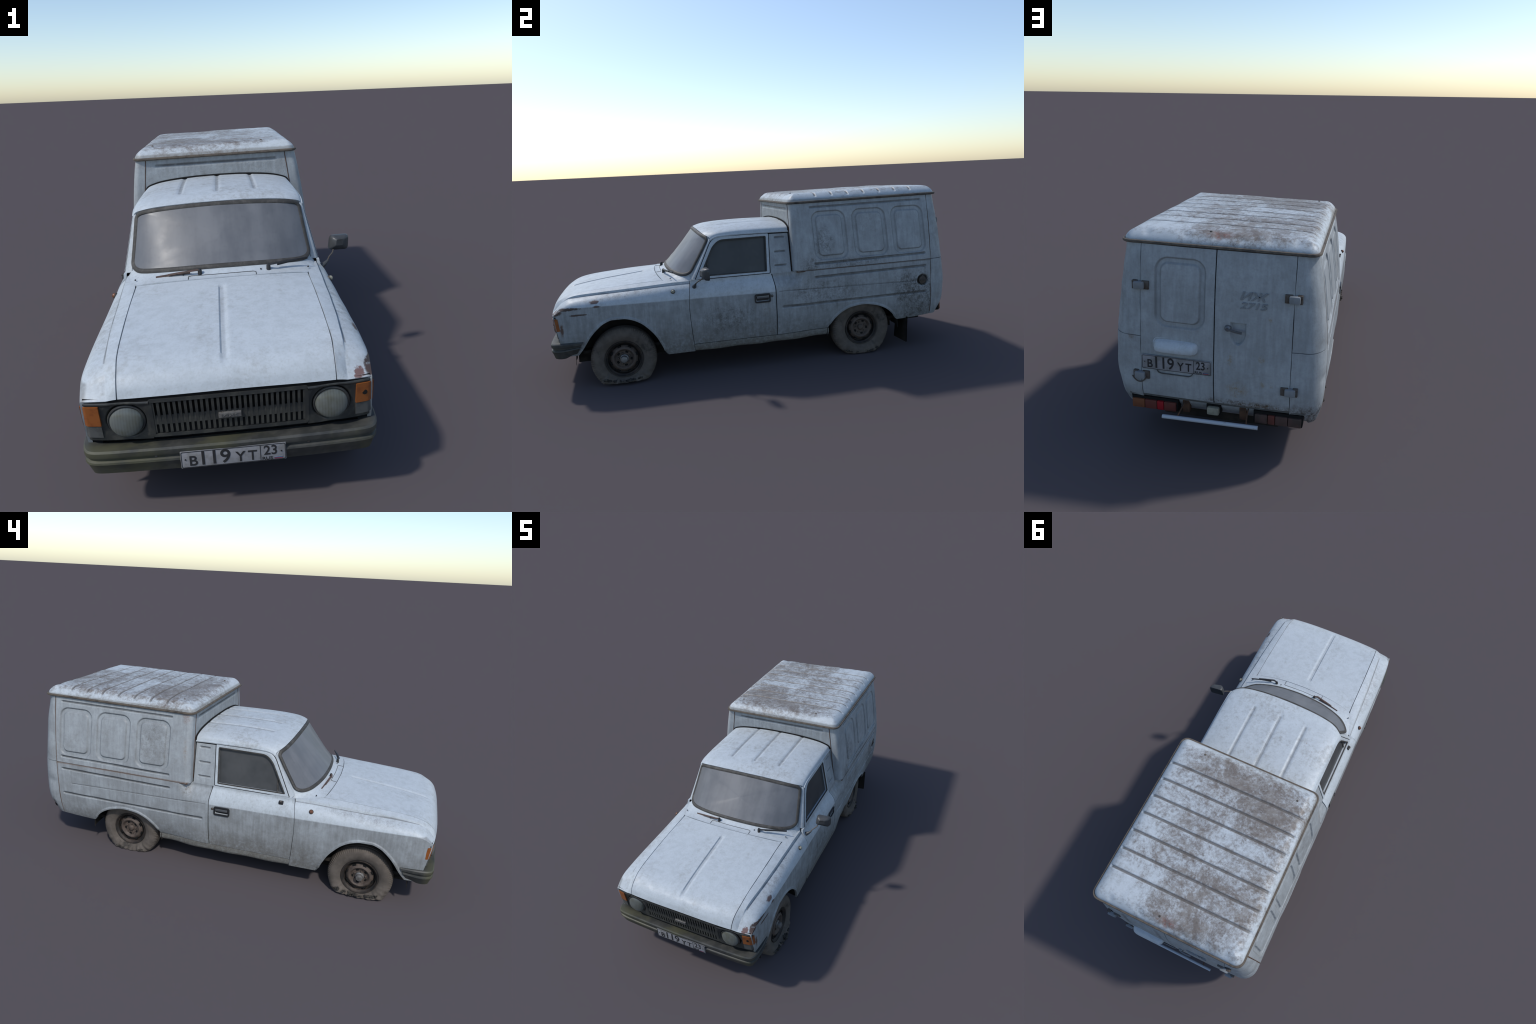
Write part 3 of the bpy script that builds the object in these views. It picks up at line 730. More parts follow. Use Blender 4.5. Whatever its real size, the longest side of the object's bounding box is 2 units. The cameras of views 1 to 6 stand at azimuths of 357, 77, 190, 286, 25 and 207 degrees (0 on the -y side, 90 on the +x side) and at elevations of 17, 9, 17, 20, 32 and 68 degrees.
def build_cargo_front():
    x = np.linspace(-1, 1, 90); z = np.linspace(.42, .7735, 60)
    P = np.array([[(a * (.2885 + (.765 - c) * .13), .1407, c) for c in z] for a in x])
    d = seg_dist(P[..., 0], P[..., 2], (-.250, .7415), (.250, .7415))
    P[..., 1] -= trough(d, .007, .005, .0045)
    P[..., 1] += vnoise(P.reshape(-1, 3), 40, 61).reshape(P.shape[:2]) * .0008
    put('cargo_front_wall', grid_data(P), M['front_wall'])
    for s in (1, -1):
        put('body_seam', sweep(np.array([(.2887 + (.765 - z) * .13, .1400, z) for z in np.linspace(.46, .77, 20)]), [(-.0015, -.001), (.0015, -.001), (.0015, .001), (-.0015, .001)], up=(0, 1, 0)), M['rust_line'], s)

def build_cargo_roof():
    hx, y0, y1, r = .3355, .1335, .9155, .034
    yc, hy = (y0 + y1) / 2, (y1 - y0) / 2
    prof = curve([(-.001, -.003), (0, 0), (.004, .010), (.010, .0185), (.018, .0262), (.027, .0325), (.036, .0370), (.045, .0395), (.06, .0412), (.15, .0435), (.34, .0455)])
    a = np.r_[-hx + np.cumsum(np.r_[0, np.full(10, .0012), np.full(12, .003)])]
    a = np.r_[a, np.linspace(a[-1], -a[-1], 90)[1:-1], -a[::-1]]
    b01 = np.r_[np.cumsum(np.r_[0, np.full(10, .0012), np.full(12, .003)]) / (2 * hy)]
    b01 = np.r_[b01, np.linspace(b01[-1], 1 - b01[-1], 300)[1:-1], 1 - b01[::-1]] * 2 - 1
    P = np.zeros((len(a), len(b01), 3))
    for i, x in enumerate(a):
        e = max(abs(x) - (hx - r), 0)
        ym = hy - (r - math.sqrt(max(r * r - e * e, 0)))
        P[i, :, 0] = x; P[i, :, 1] = yc + b01 * ym
    X, Y = P[..., 0], P[..., 1]
    d = -rrect_sd(X, Y, -hx, hx, y0, y1, r)
    Z = .7735 + .009 * (Y - y0) / (y1 - y0) + prof(d)
    for i in range(7):
        yg = .275 + .084 * i
        g = np.abs(Y - yg)
        Z -= .0048 * (1 - smooth(.003, .0075, g)) * smooth(.010, .018, hx - np.abs(X)) 
    Z += vnoise(P.reshape(-1, 3), 26, 71).reshape(Z.shape) * .0012 * smooth(.0, .03, d)
    # beaten rear edge and -x flank
    dn = np.exp(-(((Y - .895) / .03) ** 2))
    Z -= np.maximum(vnoise(P.reshape(-1, 3), 95, 72).reshape(Z.shape), 0) * .0035 * dn * smooth(.004, .02, d)
    df = np.exp(-(((X + .305) / .025) ** 2))
    Z -= np.maximum(vnoise(P.reshape(-1, 3), 120, 73).reshape(Z.shape), 0) * .0022 * df * smooth(.004, .02, d)
    P[..., 2] = Z
    ob = put('cargo_roof', grid_data(P, lip=.006), M['cargo_roof'], angle=60)
    # gutter flange under the dome
    ring = rounded_poly([(-hx, y0), (hx, y0), (hx, y1), (-hx, y1)], r, 10)
    path = np.array([(x, y, .7735 + .009 * (y - y0) / (y1 - y0)) for x, y in ring])
    put('roof_gutter', sweep(path, [(.0065, -.0045), (.0070, -.001), (.0055, .0025), (.001, .0035), (-.008, .001), (-.008, -.007), (.002, -.0075)], closed=True), M['rim_edge'], parent=ob)
    for x, y in ((.196, .185), (0.035, .872), (-.262, .21)):
        rv = revolve_x([(.003, 0), (.003, .003), (0, .005), (-.003, .005)], 14)
        V, F = turn(rv, 'Y', -math.pi / 2)
        zt = .7735 + .009 * (y - y0) / (y1 - y0) + float(prof(min(hx - abs(x), y - y0, y1 - y)))
        put('roof_rivet', shift((V, F), (x, y, zt)), M['rim_edge'], parent=ob)
    return ob

def build_rear_door(side):
    """side=+1: the one with the blank window and the number plate"""
    x0, x1 = (.0035, .2645) if side > 0 else (.0005, .2645)
    u = np.linspace(0, 1, 110); z = np.linspace(.2245, .7745, 230)
    P = np.zeros((len(u), len(z), 3))
    for j, q in enumerate(z):
        x = x0 + (x1 - x0) * u
        P[:, j, 0] = x; P[:, j, 2] = q
        P[:, j, 1] = RY(q) + .0035 * (1 - (x / .27) ** 2)
    X, Z = P[..., 0], P[..., 2]
    dy = 0
    if side > 0:
        sd = rrect_sd(X, Z, .035, .214, .493, .737, .046)
        dy = dy + trough(sd + .011, .012, .0065, .006)
    else:
        # shield-shaped pocket behind the handle
        px = X - .081; pz = Z - .536
        half = np.where(pz > -.036, .027, .027 * np.sqrt(np.clip(1 - ((-pz - .036) / .043) ** 1.7, 0, 1)))
        inside = np.minimum(half - np.abs(px), -pz)
        dy = dy - .012 * smooth(-.001, .005, inside)
    P[..., 1] += dy + vnoise(P.reshape(-1, 3), 22, 81 + side).reshape(X.shape) * .0008
    ob = put('rear_door', grid_data(P, flip=True, lip=.008), M['rear_door'], side)
    yy = lambda x, zz: float(RY(zz)) + .0035 * (1 - (x / .27) ** 2)
    # hinges: leaf on the corner, strap on the door, knuckle
    for zh in (.636, .3075):
        xh = .2655; y = yy(xh, zh)
        h = merge([box(xh - .032, xh - .006, y - .004, y + .007, zh - .015, zh + .015, .002), box(xh + .010, xh + .027, y - .006, y + .008, zh - .015, zh + .015, .002)])
        put('hinge', h, M['steel'], side, ob)
        kn = merge([box(xh - .017, xh + .020, y - .001, y + .017, zh - .013, zh + .013, .005)])
        put('hinge_knuckle', kn, M['emblem'], side, ob)
    if side > 0:
        # lamp cowl above the plate
        y = yy(.135, .43)
        xs = np.linspace(-1, 1, 41)
        pr = poly3([(-.004, .4495, 0), (.010, .4465, 0), (.022, .436, 0), (.0275, .4225, 0), (.0265, .413, 0), (.020, .4075, 0), (.004, .4065, 0)])(np.linspace(0, 1, 18))
        W = np.zeros((41, 18, 3))
        for i, a in enumerate(xs):
            k = (1 - abs(a) ** 6) ** .45
            W[i, :, 0] = .136 + a * .078
            W[i, :, 1] = y - .003 + (pr[:, 0] + .003) * (.12 + .88 * k)
            W[i, :, 2] = .427 + (pr[:, 1] - .427) * (.55 + .45 * k)
        put('plate_lamp_cowl', grid_data(W, flip=True, lip=.006), M['hood'], 1, ob)  # lighter hood paint: skylight on the cowl's top put into its colour
        put('plate_lamp', box(.085, .187, y, y + .010, .407, .414, .002), M['trim'], 1, ob)
        number_plate(ob, 'back', .134, yy(.13, .36) + .004, .361, .250, .054)
        put('plate_bracket', sweep(np.array([(.205, yy(.2, .33) + .003, .332), (.200, yy(.2, .33) + .003, .324), (.19, yy(.19, .32) + .003, .321), (.09, yy(.09, .32) + .003, .321), (.08, yy(.09, .32) + .003, .325), (.076, yy(.08, .33) + .003, .332)]), [(-.0015, -.0015), (.0015, -.0015), (.0015, .0015), (-.0015, .0015)], up=(0, 1, 0)), M['trim_grey'], 1, ob)
        # hanging strap by the lower hinge
        t = np.linspace(0, 1, 18); y = yy(.27, .29) + .006
        path = np.stack([.297 - .055 * t, np.full(18, y), .300 - .024 * np.sin(math.pi * t) ** .8 + .004 * t], -1)
        put('strap', tube(path, .0022, 8, up=(0, 1, 0)), M['steel'], 1, ob)
    else:
        y = yy(.05, .515)
        put('handle_boss', shift(turn(revolve_x([(.010, 0), (.010, .006), (.006, .010), (0, .012), (-.004, .012)], 24), 'Z', math.pi / 2), (.046, y, .515)), M['handle_bar'], -1, ob)
        L = np.linspace(0, 1, 10)
        path = np.stack([.046 + .050 * L, np.full(10, y + .009) + .003 * np.sin(L * 3), .515 - .010 * L], -1)
        V, F = sweep(path, [(-.004, -.003), (.004, -.003), (.0045, 0), (.003, .003), (-.003, .003), (-.0045, 0)], up=(0, 1, 0))
        put('rear_door_handle', (V, F), M['handle_bar'], -1, ob)
        # raised model lettering
        text_on(ob, 'emblem_letters', '\u0418\u0416', -.132, .6325, yy(.13, .63) + .0012, .094, .030, M['emblem'], face='back', depth=.0032, shear=.25)
        text_on(ob, 'emblem_digits', '2715', -.132, .6000, yy(.13, .60) + .0012, .094, .023, M['emblem'], face='back', depth=.0032, shear=.25)
    return ob

def text_mesh(txt, depth, shear=0.0, offset=0.0):
    cu = bpy.data.curves.new('txt', 'FONT'); cu.body = txt; cu.extrude = depth; cu.shear = shear; cu.offset = offset
    cu.bevel_depth = depth * .25 if depth > .002 else 0
    cu.resolution_u = 6
    ob = bpy.data.objects.new('txt', cu); bpy.context.scene.collection.objects.link(ob)
    bpy.context.view_layer.update()
    dg = bpy.context.evaluated_depsgraph_get()
    me = bpy.data.meshes.new_from_object(ob.evaluated_get(dg))
    V = np.array([v.co[:] for v in me.vertices]); F = [tuple(p.vertices) for p in me.polygons]
    bpy.data.objects.remove(ob); bpy.data.curves.remove(cu); bpy.data.meshes.remove(me)
    return V, F

def text_on(parent, name, txt, xc, zc, y, w, h, mat, face='front', depth=.001, shear=0.0, offset=0.0):
    V, F = text_mesh(txt, .05, shear, offset)
    lo, hi = V.min(0), V.max(0)
    V = (V - (lo + hi) / 2) / np.maximum(hi - lo, 1e-6)
    V *= np.array([w, h, 2 * depth])
    s = 1 if face == 'front' else -1
    P = np.stack([xc + s * V[:, 0], y - s * V[:, 2], zc + V[:, 1]], -1)
    return put(name, (P, F), mat, 1, parent, 20)

def number_plate(parent, face, xc, y, zc, w, h):
    s = 1 if face == 'front' else -1       # reading direction along +x at the front
    d = -1 if face == 'front' else 1       # outward
    th = .003
    yb, yt = sorted((y - d * th / 2, y + d * th / 2))
    pl = put('number_plate', box(xc - w / 2, xc + w / 2, yb, yt, zc - h / 2, zc + h / 2, .0012), M['plate'], 1, parent)
    ys = y + d * (th / 2 + .0004)
    # frame line and divider
    ring = rounded_poly([(xc - w / 2 + .002, zc - h / 2 + .002), (xc + w / 2 - .002, zc - h / 2 + .002), (xc + w / 2 - .002, zc + h / 2 - .002), (xc - w / 2 + .002, zc + h / 2 - .002)], .004, 4)
    put('plate_border', sweep(np.array([(a, ys, b) for a, b in ring]), [(-.0007, -.0008), (.0007, -.0008), (.0007, .0003), (-.0007, .0003)], closed=True, up=(0, d, 0)), M['plate_black'], 1, pl)
    X = lambda t: xc + s * (t - .5) * w
    a = X(.752); put('plate_divider', box(min(a, a + s * .0015), max(a, a + s * .0015), min(ys, ys + d * .0004), max(ys, ys + d * .0004), zc - h / 2 + .002, zc + h / 2 - .002), M['plate_black'], 1, pl)
    def T(txt, t, zz, ww, hh):
        text_on(pl, 'plate_letters', txt, X(t), zc + zz * h, ys, ww * w, hh * h, M['plate_black'], face, .0005, offset=.0)
    T('B', .122, -.08, .075, .58)
    T('119', .335, .03, .27, .82)
    T('Y', .565, -.08, .095, .58)
    T('T', .680, -.08, .085, .58)
    T('23', .850, .13, .125, .56)
    T('RUS', .820, -.345, .10, .17)
    for t in (.045, .955):
        rv = turn(revolve_x([(.0012, 0), (.0012, .0018), (-.001, .002)], 10), 'Z', math.pi / 2 * d)
        put('plate_screw', shift(rv, (X(t), ys, zc + .02 * h)), M['plate_black'], 1, pl)
    for k, mt in ((-.30, 'plate'), (-.345, 'blue'), (-.39, 'red')):
        a, b = sorted((X(.885), X(.965)))
        put('flag_stripe', box(a, b, min(ys, ys + d * .0003), max(ys, ys + d * .0003), zc + (k - .022) * h, zc + (k + .022) * h), M[mt], 1, pl)
    return pl

# ------------------------------------------------------------------ cab
WS_BOT = [(-.315, -.338, .4475), (-.309, -.357, .450), (-.285, -.391, .453), (-.25, -.419, .457), (-.21, -.435, .461), (-.167, -.447, .464), (-.1, -.458, .468), (0, -.463, .470)]
WS_BOT = WS_BOT + [(-x, y, z) for x, y, z in WS_BOT[-2::-1]]
WS_TOP = [(-.2925, -.249, .622), (-.284, -.2545, .632), (-.262, -.267, .6425), (-.222, -.2785, .6495), (-.1, -.289, .6585), (0, -.291, .661)]
WS_TOP = WS_TOP + [(-x, y, z) for x, y, z in WS_TOP[-2::-1]]
fWB = curve([(x, y) for x, y, z in WS_BOT]); fWBz = curve([(x, z) for x, y, z in WS_BOT])
fWT = curve([(x, y) for x, y, z in WS_TOP]); fWTz = curve([(x, z) for x, y, z in WS_TOP])

def screen(a, b, off=0.0):
    """windscreen surface: a across -1..1, b up 0..1"""
    a = np.asarray(a, float); b = np.asarray(b, float)
    xb = a * .315; xt = a * .2925
    B = np.stack([xb, fWB(xb), fWBz(xb)], -1); T = np.stack([xt, fWT(xt), fWTz(xt)], -1)
    P = B * (1 - b)[..., None] + T * b[..., None]
    bul = -.002 * np.sin(np.pi * b)
    n = np.stack([a * .35, -np.full_like(a, .72), np.full_like(a, .66)], -1); n /= np.linalg.norm(n, axis=-1, keepdims=True)
    return P + n * (bul + off)[..., None]

def build_cab():
    # painted frame round the windscreen (A-pillars in one piece with it)
    A, Bq = np.meshgrid(np.linspace(-1, 1, 80), np.linspace(-.0, 1, 40), indexing='ij')
    put('windscreen_frame', grid_data(screen(A, Bq, np.full_like(A, -.004))), M['roof'])
    al, ar, bl, bt = -.965, .965, .055, .962
    def outline(ins=0.0):
        pts = rounded_poly([((al + ins) * 3.0, (bl + ins * 1.5) * 2.5), ((ar - ins) * 3.0, (bl + ins * 1.5) * 2.5), ((ar - ins) * 3.0, (bt - ins * 1.5) * 2.5), ((al + ins) * 3.0, (bt - ins * 1.5) * 2.5)], [.34, .34, .2, .2], 10)
        q = []
        for i in range(len(pts)):
            p, r = np.array(pts[i]), np.array(pts[(i + 1) % len(pts)])
            k = max(1, int(np.linalg.norm(r - p) / .06))
            q += [p + (r - p) * t / k for t in range(k)]
        q = np.array(q); return q[:, 0] / 3.0, q[:, 1] / 2.5
    a, b = outline()
    path = screen(a, b, np.full_like(a, .0))
    up = screen(a, b, np.full_like(a, .01)) - path
    put('windscreen_seal', sweep(path, [(-.008, -.004), (.008, -.004), (.008, .001), (.0035, .0042), (-.0035, .0042), (-.008, .001)], closed=True, up=up), M['rubber'])
    rings = []
    for k in (0.0, .3, .6, .85, 1.0):
        rings.append(screen(a * k, .5 + (b - .5) * k, np.full_like(a, .0008)))
    G = np.stack(rings, 1)
    put('windscreen_glass', grid_data(G, wrap_u=True, flip=True), M['glass'], angle=60)

    # roof
    xs = np.sin(np.linspace(-1, 1, 121) * math.pi / 2) * .6 + np.linspace(-1, 1, 121) * .4
    g = curve([(0, 1), (.25, .985), (.44, .93), (.62, .845), (.78, .715), (.9, .53), (.955, .40), (.985, .25), (1, 0)])
    C = curve([(0, .661), (.015, .6655), (.03, .670), (.066, .6775), (.14, .684), (.29, .687), (.44, .686)])
    GT = curve([(0, .617), (.015, .629), (.05, .638), (.15, .641), (.30, .640), (.44, .636)])
    s = spaced([0, .03, .46], [12, 120]); s = s / s[-1]
    P = np.zeros((121, len(s), 3))
    for i, a in enumerate(xs):
        x = a * .2975
        yT = float(fWT(np.clip(x, -.2925, .2925)))
        y = yT + (.1405 - yT) * s
        d = y - yT
        P[i, :, 0] = x; P[i, :, 1] = y
        P[i, :, 2] = GT(d) + (C(d) - GT(d)) * g(abs(a))
    for xr_, y0 in ((0, -.225), (.136, -.205), (-.134, -.214)):
        dd = np.abs(P[..., 0] - xr_ * (1 + 0 * P[..., 1]))
        P[..., 2] -= .0045 * (1 - smooth(.004, .010, dd)) * smooth(y0, y0 + .04, P[..., 1])
    P[..., 2] += vnoise(P.reshape(-1, 3), 24, 91).reshape(P.shape[:2]) * .0007
    ob = put('cab_roof', grid_data(P, lip=.006), M['roof'], angle=50)
    # header rubber under the roof edge at the screen, black joint against the cargo wall
    xr_ = np.linspace(-.294, .294, 60)
    joint = np.array([(x * 1.004, .1385, float(GT(.40) + (C(.40) - GT(.40)) * g(min(abs(x) / .2975, 1))) + .001) for x in np.sin(np.linspace(-1, 1, 80) * math.pi / 2) * .2975])
    put('roof_joint', tube(joint, .0045, 8, up=(0, 1, 0)), M['black'], parent=ob)
    for sd in (1, -1):
        # drip rail
        yy = np.linspace(-.246, .136, 50)
        rail = np.array([(.2985, y, float(GT(y + .25)) - .002) for y in yy])
        put('drip_rail', sweep(rail, [(-.004, -.004), (.003, -.004), (.0038, 0), (.002, .003), (-.004, .003)]), M['roof'], sd, ob)
        put('drip_rail_shadow', sweep(rail + np.array([-.003, 0, -.006]), [(-.004, -.004), (.003, -.004), (.003, .003), (-.004, .003)]), M['black'], sd, ob)
        # pillar between screen and door
        n = 40
        t = np.linspace(0, 1, n)
        W = screen(np.full(n, .985), t, np.full(n, -.002))
        top = np.array([.3, -.2435, .6155]); bot = np.array([.3362, -.3335, .4415])
        D = bot[None] * (1 - t)[:, None] + top[None] * t[:, None]
        D[:, 1] += -.012 * np.sin(np.pi * t) * 0
        k = np.linspace(0, 1, 12)
        S = W[:, None] * (1 - k)[None, :, None] + D[:, None] * k[None, :, None]
        bulge = np.sin(np.pi * k) ** .8 * .005
        S += bulge[None, :, None] * np.array([.8, -.6, .1])
        put('windscreen_pillar', grid_data(S, flip=True, lip=.006), M['pillar'], sd)
        # ventilation pillar behind the door
        fx = lambda z: .3375 - (z - .44) * .2085
        yv = np.linspace(0, 1, 44); zv = np.linspace(0, 1, 110)
        Q = np.zeros((44, 110, 3))
        for j, q in enumerate(zv):
            z = .4385 + (.633 - .4385) * q
            ya = .0305 + .009 * q; Q[:, j, 1] = ya + (.1335 - ya) * yv; Q[:, j, 2] = z; Q[:, j, 0] = fx(z)
        for zz, y0, y1 in ((.609, .068, .112), (.541, .062, .111), (.4755, .057, .111)):
            Q[..., 0] += trough(seg_dist(Q[..., 1], Q[..., 2], (y0, zz), (y1, zz)), .006, .005, .0045)
        put('vent_pillar', grid_data(Q, lip=.006), M['vent'], sd)
        # dark joint between the vent pillar and the cargo box, door-sill filler behind
        put('pillar_joint', sweep(np.array([(fx(z) - .022, .1355, z) for z in np.linspace(.44, .635, 12)]), [(-.0016, -.02), (.0016, -.02), (.0016, .0185), (-.0016, .0185)], up=(1, 0, 0)), M['black'], sd)
        put('belt_shelf', box(.27, .335, -.335, .137, .4325, .4375), M['black'], sd)
    return ob

def build_hood():
    # hood
    u = np.linspace(-1, 1, 121)
    v = spaced([0, .05, .25, 1], [24, 40, 80])
    yrear_h = curve([(0, -.5135), (.1, -.5095), (.18, -.5015), (.24, -.491), (.276, -.4815)])
    P = np.zeros((121, len(v), 3))
    for i, a in enumerate(u):
        yr_ = float(yrear_h(abs(a) * .275))
        yn = -.986 + (yr_ + .986) * v
        gx = GAPX(np.minimum(yn, -.5)) - .0016
        x = a * gx
        fade = 1 - smooth(-.986, -.86, yn)
        P[i, :, 0] = x
        P[i, :, 1] = yn + (yfront(x) + .986) * fade
        gz = GAPZ(np.minimum(yn, -.481)); cz = CROWN(yn)
        P[i, :, 2] = gz + (cz - gz) * (1 - a * a)
    X, Y = P[..., 0], P[..., 1]
    # shallow centre flute, one steep edge
    w = smooth(-.575, -.56, -Y * -1) if False else (1 - smooth(-.572, -.560, Y)) * smooth(-.965, -.90, Y)
    d = X
    fl = smooth(-.0135, -.0095, d) * (1 - smooth(.0005, .0125, d))
    P[..., 2] -= .0042 * fl * w
    P[..., 2] += vnoise(P.reshape(-1, 3), 20, 101).reshape(X.shape) * .0006
    hood = put('hood', grid_data(P, lip=.010), M['hood'])
    # lip under the hood edge + dark gap
    # cowl
    F = poly3([(0, -.5108, .4605), (.1, -.5068, .4585), (.18, -.4990, .4555), (.24, -.4885, .4495), (.2765, -.4795, .4435), (.2915, -.449, .4415), (.3105, -.402, .4385), (.321, -.352, .4355)])
    B = poly3([(0, -.455, .476), (.1, -.450, .474), (.167, -.439, .470), (.21, -.427, .466), (.25, -.411, .462), (.285, -.384, .457), (.309, -.350, .453), (.316, -.335, .450)])
    t = np.linspace(0, 1, 60); k = np.linspace(0, 1, 14)
    f, b = F(t), B(t)
    H = f[:, None] * (1 - k)[None, :, None] + b[:, None] * k[None, :, None]
    H[..., 2] -= (.006 * np.sin(np.pi * k) * (1 - .6 * t[:, None]))
    Hm = H[::-1].copy(); Hm[..., 0] *= -1
    full = np.concatenate([Hm[:-1], H], 0)
    cow = put('cowl', grid_data(full, flip=False, lip=.004), M['hood'])
    # vent panel seam and washer nozzles
    fl = lambda x, kk: None
    def cowpt(x, kk):
        tt = np.interp(abs(x), F(np.linspace(0, 1, 200))[:, 0], np.linspace(0, 1, 200))
        p = F(np.array(tt)) * (1 - kk) + B(np.array(tt)) * kk
        return np.array([x, p[1], p[2] - .006 * math.sin(math.pi * kk) * (1 - .6 * tt) + .0006])
    line = [cowpt(-.108, kk) for kk in (.02, .3, .42)] + [cowpt(x, .48) for x in np.linspace(-.10, .10, 14)] + [cowpt(.108, kk) for kk in (.42, .3, .02)]
    put('cowl_seam', tube(np.array(line), .0009, 6), M['black'], parent=cow)
    for s_ in (-1, 1):
        nz = turn(revolve_x([(.004, 0), (.004, .002), (0, .0032)], 10), 'Y', -math.pi / 2)
        put('washer_nozzle', shift(nz, cowpt(s_ * .283, .45)), M['wiper'], 1, cow)
        nz2 = turn(revolve_x([(.003, 0), (.003, .002), (0, .003)], 10), 'Y', -math.pi / 2)
        put('washer_nozzle', shift(nz2, cowpt(s_ * .125, .6)), M['wiper'], 1, cow)
    # wipers
    for piv, tip, m in (((-.071, -.473, .470), (-.214, -.455, .4565), 'wiper_rust'), ((.150, -.470, .468), (.283, -.432, .476), 'wiper')):
        piv, tip = np.array(piv), np.array(tip)
        root = put('wiper', shift(turn(revolve_x([(.012, 0), (.012, .004), (.006, .0065), (-.016, .0075)], 16), 'Y', -math.pi / 2), piv), M['wiper'])
        d = tip - piv
        up = np.array([0, -.6, .8])
        arm = np.array([piv + [0, 0, .008], piv + d * .12 + up * .013, piv + d * .5 + up * .010, piv + d * .72 + up * .007])
        put('wiper_arm', sweep(arm, [(-.0042, -.002), (.0042, -.002), (.003, .002), (-.003, .002)]), M[m], 1, root)
        bl = np.array([piv + d * .22 + up * .003, piv + d * .6 + up * .0045, tip])
        put('wiper_blade', sweep(bl, [(-.0018, -.003), (.0018, -.003), (.0018, .004), (-.0018, .004)]), M[m], 1, root)
    return hood

def yface(x, z):
    """front panel surface, leaning back towards its lower edge"""
    return yfront(x) + .001 + (.335 - z) * .125

def build_front():
    # black gap under the hood edge
    x = np.linspace(-.343, .343, 60)
    put('hood_gap', sweep(np.stack([x, yfront(x) + .010, .3395 + 0 * x], -1), [(-.006, -.007), (.006, -.007), (.006, .004), (-.006, .004)]), M['black'])
    put('front_backing', sweep(np.stack([x, yfront(x) + .045, .275 + 0 * x], -1), [(-.006, -.075), (.006, -.075), (.006, .066), (-.006, .066)]), M['black'])
    for s in (1, -1):
        # lamp bezel
        u = spaced([.1885, .340, .3520], [70, 10]); v = np.linspace(.2225, .3345, 64)
        P = np.zeros((len(u), len(v), 3))
        for i, a in enumerate(u):
            e = smooth(.340, .3520, a)
            P[i, :, 0] = a; P[i, :, 2] = v
            P[i, :, 1] = yface(a, v) + e * .006
        # lower outer corner is cut away, following the fender edge
        X, Z = P[..., 0], P[..., 2]
        d = np.hypot(X - .2475, Z - .2785)
        P[..., 1] += .014 * (1 - smooth(.040, .052, d)) + .003 * (1 - smooth(.050, .066, d))
        top = smooth(.326, .3345, Z); P[..., 1] -= .003 * np.sin(np.pi * np.clip((Z - .3245) / .010, 0, 1))
        bez = put('lamp_bezel', grid_data(P, lip=.014), M['trim'], s)
        # side return of the bezel
        zz = np.linspace(.2225, .3345, 20)
        R = np.array([[(.3520 - .003 * k, float(yface(.3520, z)) + .006 + k * (float(YFE(z)) + .010 - float(yface(.3520, z)) - .006), z) for k in np.linspace(0, 1, 6)] for z in zz])
        put('bezel_return', grid_data(R, flip=True), M['trim'], s, bez)
        # headlamp
        prof = [(.015 * math.cos(t) ** .8, .0405 * math.sin(t)) for t in np.linspace(0.0001, math.pi / 2 * .985, 14)] + [(-.004, .0405)]
        L = turn(revolve_x([(a, b) for a, b in prof], 48), 'Z', -math.pi / 2)
        yl = float(yface(.2475, .2785)) + .003
        put('headlamp', shift(turn(L, 'X', -.1), (.2475, yl, .2785)), M['lamp'], s, bez, 60)
        a = np.linspace(0, 2 * math.pi, 48, endpoint=False)
        ring = np.stack([.2475 + .0425 * np.cos(a), np.full(48, yl + .001) + .0425 * np.sin(a) * -.1, .2785 + .0425 * np.sin(a)], -1)
        put('headlamp_ring', tube(ring, .0035, 8, up=(0, 1, 0), closed=True), M['lamp_ring'], s, bez)
        # indicator wrapping the corner
        def block(x0, x1, z0, z1, proud, ny=6):
            xs = np.linspace(x0, x1, 16); zs = np.linspace(z0, z1, 10)
            G = np.array([[(a, float(yface(a, c)) + .006 * float(smooth(.340, .352, a)) - proud, c) for c in zs] for a in xs])
            return grid_data(G, lip=.010)
        # tapers with the bezel: the outer edge runs inward at the bottom
        ind = put('indicator_lamp', block(.3085, .3540, .2685, .3245, .0045), M['amber'], s, bez)
        R = np.array([[(.3540, float(yface(.3540, z)) + .0055 - .0045 + k * .014, z) for k in np.linspace(0, 1, 5)] for z in np.linspace(.2685, .3245, 8)])
        put('indicator_lamp_side', grid_data(R, flip=True), M['amber'], s, ind)
        put('side_lamp_block', block(.309, .3505, .233, .2665, .003), M['trim_grey'], s, bez)
        if s > 0:
            h = turn(revolve_x([(0, 0), (.0008, .0), (.0008, .0065), (-.001, .0068)], 20), 'Z', -math.pi / 2)
            put('indicator_hole', shift(h, (.330, float(yface(.330, .2975)) - .0045, .2975)), M['black'], 1, ind)
    # grille
    back = put('grille', sweep(np.stack([np.linspace(-.1865, .1865, 20), yface(np.linspace(-.1865, .1865, 20), .283) + .012, np.full(20, .283)], -1), [(-.003, -.052), (.003, -.052), (.003, .052), (-.003, .052)]), M['black'])
    nb = 29
    def bar(xa, xb, z0, z1, proud, deep):
        V = []
        for xx in (xa, xb):
            for zz in (z0, z1):
                for o in (-proud, deep): V.append((xx, float(yface(xx, zz)) + o, zz))
        F = [(0, 1, 3, 2), (4, 6, 7, 5), (0, 4, 5, 1), (2, 3, 7, 6), (0, 2, 6, 4), (1, 5, 7, 3)]
        return np.array(V), F
    slat = mesh_from(*bar(-.0034, .0034, .2375, .3275, -.001, .008), 'grille_slat')
    slat.materials.append(M['trim'])
